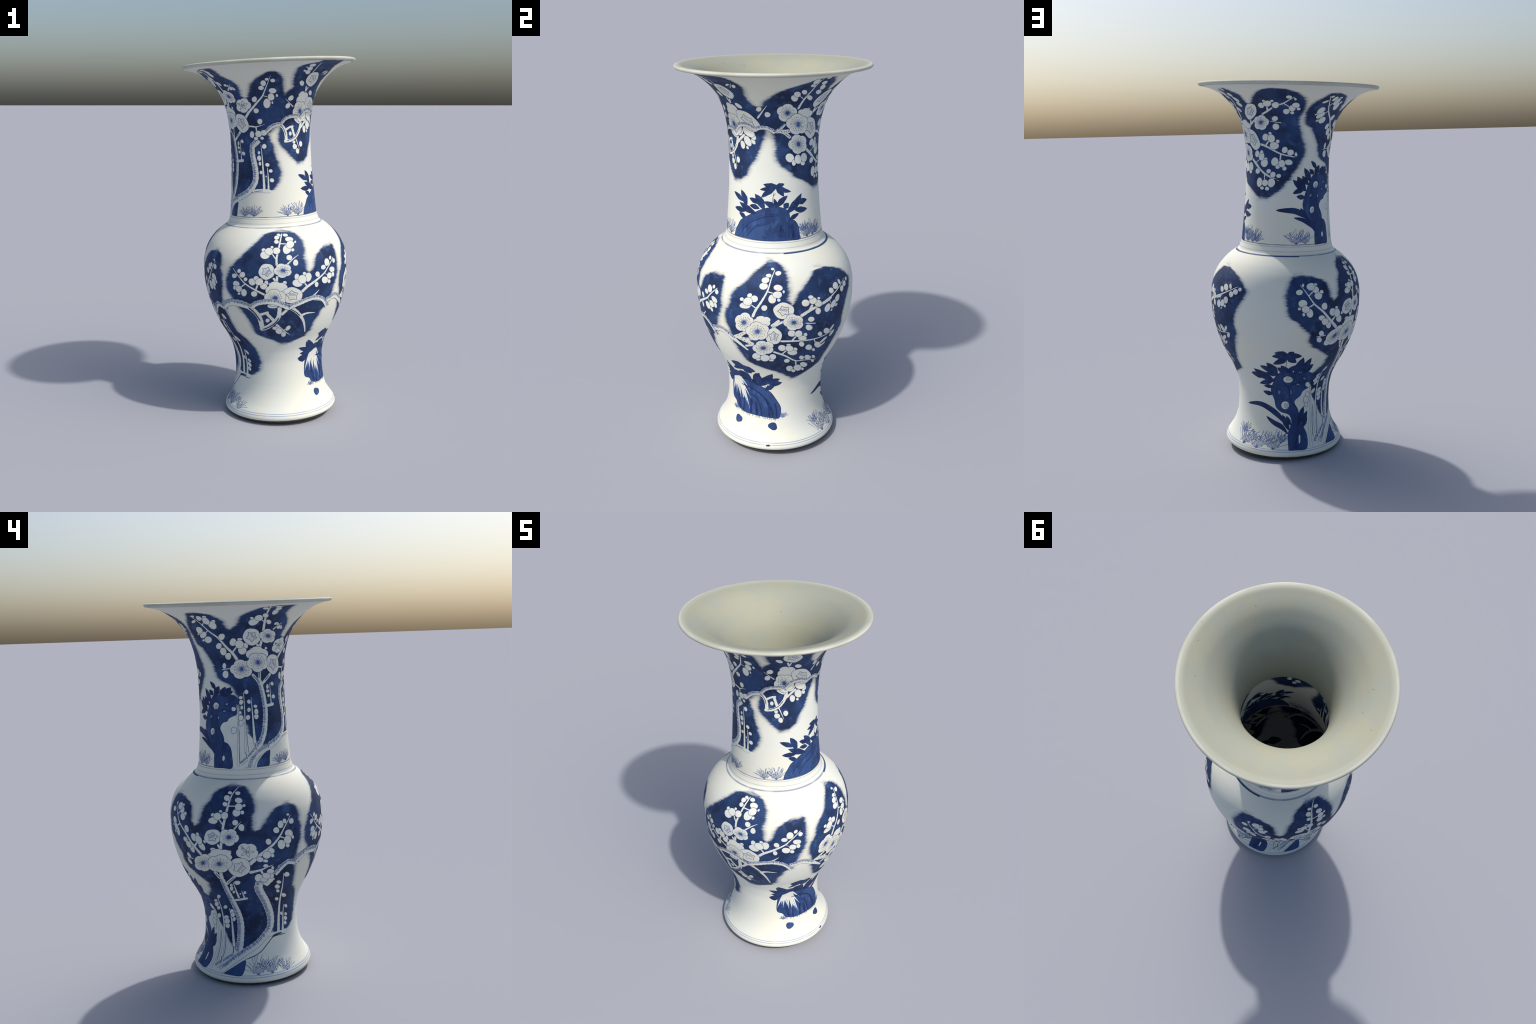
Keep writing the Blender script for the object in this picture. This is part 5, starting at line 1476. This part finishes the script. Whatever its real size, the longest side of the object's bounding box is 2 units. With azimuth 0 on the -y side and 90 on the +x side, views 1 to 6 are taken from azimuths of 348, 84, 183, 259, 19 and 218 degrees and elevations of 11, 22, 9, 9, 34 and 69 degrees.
trunk("body", [(-151.1, 0.6784), (-145.6, 0.7012), (-138.6, 0.7125), (-127.7, 0.702)], 34.3, 35.8, 4)

# body, seen from side b4b
bud("body", -172.6, 0.6425, 25.5, 19.3, 144)
bud("body", -171.3, 0.6184, 19, 11.9, 107)
bud("body", 177.8, 0.6167, 26.1, 20.6, 105)
bud("body", -177.8, 0.6017, 19.7, 15.2, 151)
bud("body", -175.8, 0.623, 24.9, 19.8, 141)
branch("body", [(143.3, 0.65), (146.7, 0.6137)], 20.2, 21.2, 0)
branch("body", [(148.3, 0.6469), (148.5, 0.6032)], 18.4, 20.4, 0)
branch("body", [(159.5, 0.6307), (151.3, 0.5812)], 16.3, 17, 0)
line("body", [(144, 0.6415), (146.8, 0.6161)], 4, 4, 3)
line("body", [(158.8, 0.6237), (152.4, 0.5865)], 3.3, 3.3, 3)
patch("body", 'reserve', [(114.7, 0.3645), (124.9, 0.3985), (127.8, 0.3382), (133.1, 0.3001), (136.7, 0.2688), (144.6, 0.2039), (150.6, 0.179), (154.5, 0.1572), (137.5, 0.103), (129, 0.0739), (118.6, 0.0664), (117.2, 0.1049), (116.5, 0.1626), (114.4, 0.2137), (116.2, 0.2546), (110.1, 0.2895), (107, 0.32)], 0)
patch("body", 'rock_small', [(140.4, 0.0677), (148.7, 0.0969), (161.6, 0.1344), (161.9, 0.1043), (160.1, 0.0746), (156.9, 0.0637), (149.2, 0.0646)], 0)
trunk("body", [(-171.2, 0.6137), (-174.5, 0.594), (-177.8, 0.5735)], 55.5, 56.7, 0)
trunk("body", [(179.4, 0.5922), (178, 0.5573), (-179.5, 0.5157), (-172.5, 0.4434), (-166.5, 0.3666), (-166.3, 0.3093), (-171.1, 0.2704), (178.3, 0.223), (167.1, 0.1898), (158, 0.1677)], 44.9, 36.3, 0)
trunk("body", [(161.6, 0.1741), (147.7, 0.1282), (135.6, 0.0768)], 37.6, 39.9, 0)
line("body", [(-144.5, 0.2361), (-161.8, 0.241), (-170.5, 0.2118), (-178.7, 0.1772), (173.8, 0.1573), (161.6, 0.1369)], 4.3, 3.9, 0)
line("body", [(-164.4, 0.2415), (-159.5, 0.2489), (-150.7, 0.2489)], 8, 7.9, 3)
branch("body", [(-167.8, 0.2571), (-156, 0.2521), (-143.2, 0.2521)], 21.7, 23.7, 0)
trunk("body", [(148.2, 0.6077), (149.7, 0.5487), (151.6, 0.4884), (154, 0.4278), (156.9, 0.367), (157.8, 0.3143), (156.6, 0.2501), (154.4, 0.1765)], 28.9, 40.5, 0)
branch("body", [(155.8, 0.4756), (167.5, 0.4878)], 16.5, 15.4, 0)
branch("body", [(157.1, 0.5916), (159.6, 0.4937)], 3.4, 13.6, 0)
branch("body", [(163.3, 0.5378), (165, 0.4923)], 3.3, 10.7, 0)
bud("body", 160.5, 0.5912, 18.7, 15.1, -164)
bud("body", 155.1, 0.5756, 11.3, 8.7, 59)
bud("body", 156, 0.5307, 12.2, 8.8, 65)
bud("body", 154.7, 0.5536, 19.1, 10.6, 74)
bud("body", 165.9, 0.5275, 12.7, 10.1, 82)
bud("body", 161.7, 0.52, 7.7, 5.8, 75)
trunk("body", [(148.1, 0.1545), (141.9, 0.1337), (136.6, 0.1137)], 24.7, 26.2, 0)
trunk("body", [(134.1, 0.1124), (131.1, 0.1004), (128.5, 0.0864)], 24.9, 26.4, 0)
line("body", [(147.6, 0.2016), (147.5, 0.1619)], 4.4, 4.3, 2)
line("body", [(133.4, 0.1397), (133.4, 0.1045)], 4.5, 4.4, 2)
branch("body", [(124.2, 0.407), (126.2, 0.3277), (127.3, 0.2511), (125.1, 0.1658), (122.1, 0.0738)], 5.3, 16.4, 0)
branch("body", [(136, 0.4783), (135.5, 0.4008), (135.6, 0.311), (133.8, 0.216), (131.9, 0.1103)], 6.3, 14.9, 0)
branch("body", [(146.2, 0.4163), (146.9, 0.345), (147.3, 0.2675), (148.4, 0.2)], 4.7, 17.5, 0)
line("body", [(130.5, 0.2845), (129.7, 0.2118), (127.2, 0.1069)], 3.2, 3.2, 2)
line("body", [(137.2, 0.2606), (136.9, 0.1941), (134.8, 0.1334)], 2.9, 2.9, 2)
bud("body", 138.2, 0.4883, 20.7, 10.4, 54)
bud("body", 131.6, 0.4556, 18.1, 8.7, -139)
bud("body", 131.6, 0.4086, 18.5, 10.3, -131)
bud("body", 130.8, 0.4321, 26.1, 12.5, -132)
bud("body", 141.8, 0.4231, 18, 11.2, 49)
bud("body", 129.8, 0.3604, 19, 11.9, -130)
bud("body", 148.5, 0.3986, 18.7, 12.7, 66)
bud("body", 150, 0.3533, 14.7, 10.7, 70)
bud("body", 149.3, 0.3804, 18.1, 12.7, 67)
bud("body", 140.1, 0.3585, 18.3, 13.1, -136)
bud("body", 140.6, 0.3106, 17.5, 13.8, -132)
bud("body", 140.5, 0.3365, 20.9, 15.8, 56)
branch("body", [(-160.9, 0.6186), (-157.6, 0.4851), (-154.9, 0.3763), (-155.3, 0.2568)], 3.7, 18.9, 0)
branch("body", [(-148.8, 0.4068), (-148, 0.3229), (-148.6, 0.2567)], 4.2, 16.2, 0)
bud("body", -157.5, 0.6089, 23.3, 14, 140)
bud("body", -164, 0.5722, 18, 11.4, 139)
bud("body", -162.8, 0.5151, 16.9, 9.8, 133)
bud("body", -164.5, 0.5443, 21.4, 13.4, 129)
bud("body", -153.1, 0.4735, 24.5, 12.2, 135)
bud("body", -161.3, 0.4607, 17.8, 10.4, 133)
bud("body", -144.8, 0.3942, 17.4, 9.9, 133)
bud("body", -151.1, 0.3587, 13.6, 8.7, 119)
bud("body", -143.3, 0.3448, 15.4, 9.9, 138)
bud("body", -144.1, 0.2957, 15.3, 11.4, 127)
bud("body", -143.5, 0.321, 17.1, 12.2, 136)
tuft("body", 175.4, 0.0659, 101.1, -60, 50, 13)
tuft("body", -170.5, 0.0666, 95.6, -55, 50, 13)
tuft("body", -154.5, 0.0626, 73.1, -40, 65, 9)

# body, seen from side b3b
bud("body", 120.7, 0.4051, 20.8, 14.1, 123)
bud("body", 121.9, 0.3457, 18.4, 13.3, 114)
bud("body", 120.7, 0.2888, 14.8, 11.3, 109)
bud("body", 120.2, 0.3168, 20.9, 16.5, 115)
leaf("body", 95.3, 0.5992, 84.1, 0.6137, 38.3)
leaf("body", 95.3, 0.6014, 100.3, 0.6207, 28.5)
leaf("body", 96.5, 0.5971, 107.3, 0.5933, 34.3)
leaf("body", 94.8, 0.5928, 81.7, 0.5915, 34.6)
leaf("body", 94.8, 0.5907, 82.1, 0.5431, 39)
leaf("body", 95.4, 0.5928, 103.1, 0.5541, 38.8)
leaf("body", 84.3, 0.488, 76.1, 0.5492, 43.2)
leaf("body", 81.7, 0.4983, 69.1, 0.5259, 38.4)
leaf("body", 85.9, 0.4771, 72.4, 0.481, 32.7)
leaf("body", 79, 0.4444, 60.7, 0.4992, 50.6)
leaf("body", 69.7, 0.4517, 55.7, 0.4676, 40.2)
leaf("body", 81, 0.4431, 63.2, 0.4074, 31.5)
leaf("body", 78.6, 0.3977, 68.5, 0.3978, 23.1)
leaf("body", 79, 0.356, 66.9, 0.3651, 25.5)
leaf("body", 95.4, 0.4948, 89.1, 0.5376, 30.8)
leaf("body", 93, 0.4933, 85.9, 0.5231, 32.5)
leaf("body", 96.8, 0.4948, 102.1, 0.5375, 32.1)
leaf("body", 104.4, 0.4841, 109, 0.5853, 48.4)
leaf("body", 109.3, 0.4982, 116.2, 0.5786, 38.9)
leaf("body", 112, 0.4876, 119.8, 0.5375, 44.8)
leaf("body", 100.4, 0.1882, 95.7, 0.2336, 19.5)
leaf("body", 111.7, 0.192, 117.6, 0.2809, 32.6)
leaf("body", 114.4, 0.1981, 122.6, 0.252, 27)
leaf("body", 115.4, 0.1716, 122.3, 0.2214, 25)
line("body", [(94.2, 0.5778), (93.9, 0.5293)], 2.9, 2.9, 0)
patch("body", 'rock', [(97.9, 0.0633), (97.7, 0.1384), (100.3, 0.1699), (102.1, 0.2065), (98.7, 0.241), (89.2, 0.256), (83, 0.2819), (81.1, 0.3207), (77.7, 0.3595), (77.2, 0.3885), (80.1, 0.4201), (81.5, 0.4479), (86.3, 0.4818), (92.7, 0.4993), (98.8, 0.4992), (104.8, 0.484), (111.1, 0.4904), (117.2, 0.4896), (123.3, 0.47), (128.1, 0.443), (125, 0.419), (123.4, 0.3903), (115.5, 0.3705), (112.4, 0.3433), (106.3, 0.3217), (105.5, 0.3021), (110.1, 0.265), (111.2, 0.2338), (114.4, 0.1907), (116.7, 0.1672), (119.8, 0.1227), (116.3, 0.0664), (105.5, 0.0632)], 0)
line("body", [(91.3, 0.4235), (96.2, 0.4018), (98.9, 0.372), (98.8, 0.3391), (102.8, 0.3028), (110.1, 0.265)], 5.2, 4.5, 2)
line("body", [(122.1, 0.4192), (109.7, 0.4249), (99.4, 0.408), (97.6, 0.3869)], 5.8, 4.7, 2)
line("body", [(111, 0.2339), (109.1, 0.1603), (105.8, 0.0661)], 4.8, 4.6, 2)
line("body", [(82.2, 0.4483), (86.3, 0.4772), (92.7, 0.4947), (104.1, 0.481)], 3.5, 4.4, 2)
hole("body", 96.6, 0.4465, 28, 25.4, 164, 1)
hole("body", 86.8, 0.367, 19.7, 17.2, 78, 0)
hole("body", 100.7, 0.3685, 23.9, 11.3, 94, 0)
hole("body", 114.9, 0.447, 21.6, 14.9, 130, 0)
hole("body", 108.4, 0.4121, 16.9, 11.7, 163, 0)
hole("body", 94.2, 0.2926, 25.3, 24, 96, 1)
bud("body", 110.3, 0.1115, 25.7, 5.9, 82)
blade("body", [(99.1, 0.1665), (87.6, 0.2291), (74, 0.2719), (60.4, 0.2874), (42.5, 0.2728)], 29.8, 31.7)
blade("body", [(97.7, 0.1384), (90.4, 0.1736), (80.1, 0.1966), (71.2, 0.2239)], 26, 28.8)
leaf("body", 98.2, 0.1648, 90.9, 0.2402, 28.1)
tuft("body", 48.4, 0.0634, 111.4, -40, 50, 14)
tuft("body", 64.6, 0.061, 111.4, -60, 55, 14)
tuft("body", 82.1, 0.0649, 106.7, -60, 60, 14)
tuft("body", 89.4, 0.0945, 69.5, -20, 75, 8)
tuft("body", 42.6, 0.1147, 64.7, -50, 60, 9)

draw_buds()
for part in ("neck", "body"):
    LINES[part].done("brush_line", part, True)
    DOTS[part].done("bark_dot", part, True)

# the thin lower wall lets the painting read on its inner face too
V, F, I, names = [], [], [], list(MATS)
for v, f, m, n in inner_show:
    k = len(V); v = v.copy(); v[:, 2] = -WALL - v[:, 2] * 0.8
    V += v.tolist(); F += [tuple(k + i for i in q[::-1]) for q in f]; I += [names.index(n[j]) for j in m]
V = np.array(V)
th, l = np.radians(V[:, 0]), V[:, 1]; hh = l_to_h(l); rr = np.interp(hh, HH, RR) + V[:, 2]
P, N = on_surface(V[:, 0], V[:, 1], 0.0, True)
P = tip(np.stack([rr * np.cos(th), rr * np.sin(th), hh], 1))
make("interior_painting", inner_neck, P, F, [MATS[n] for n in names], I, N, True)
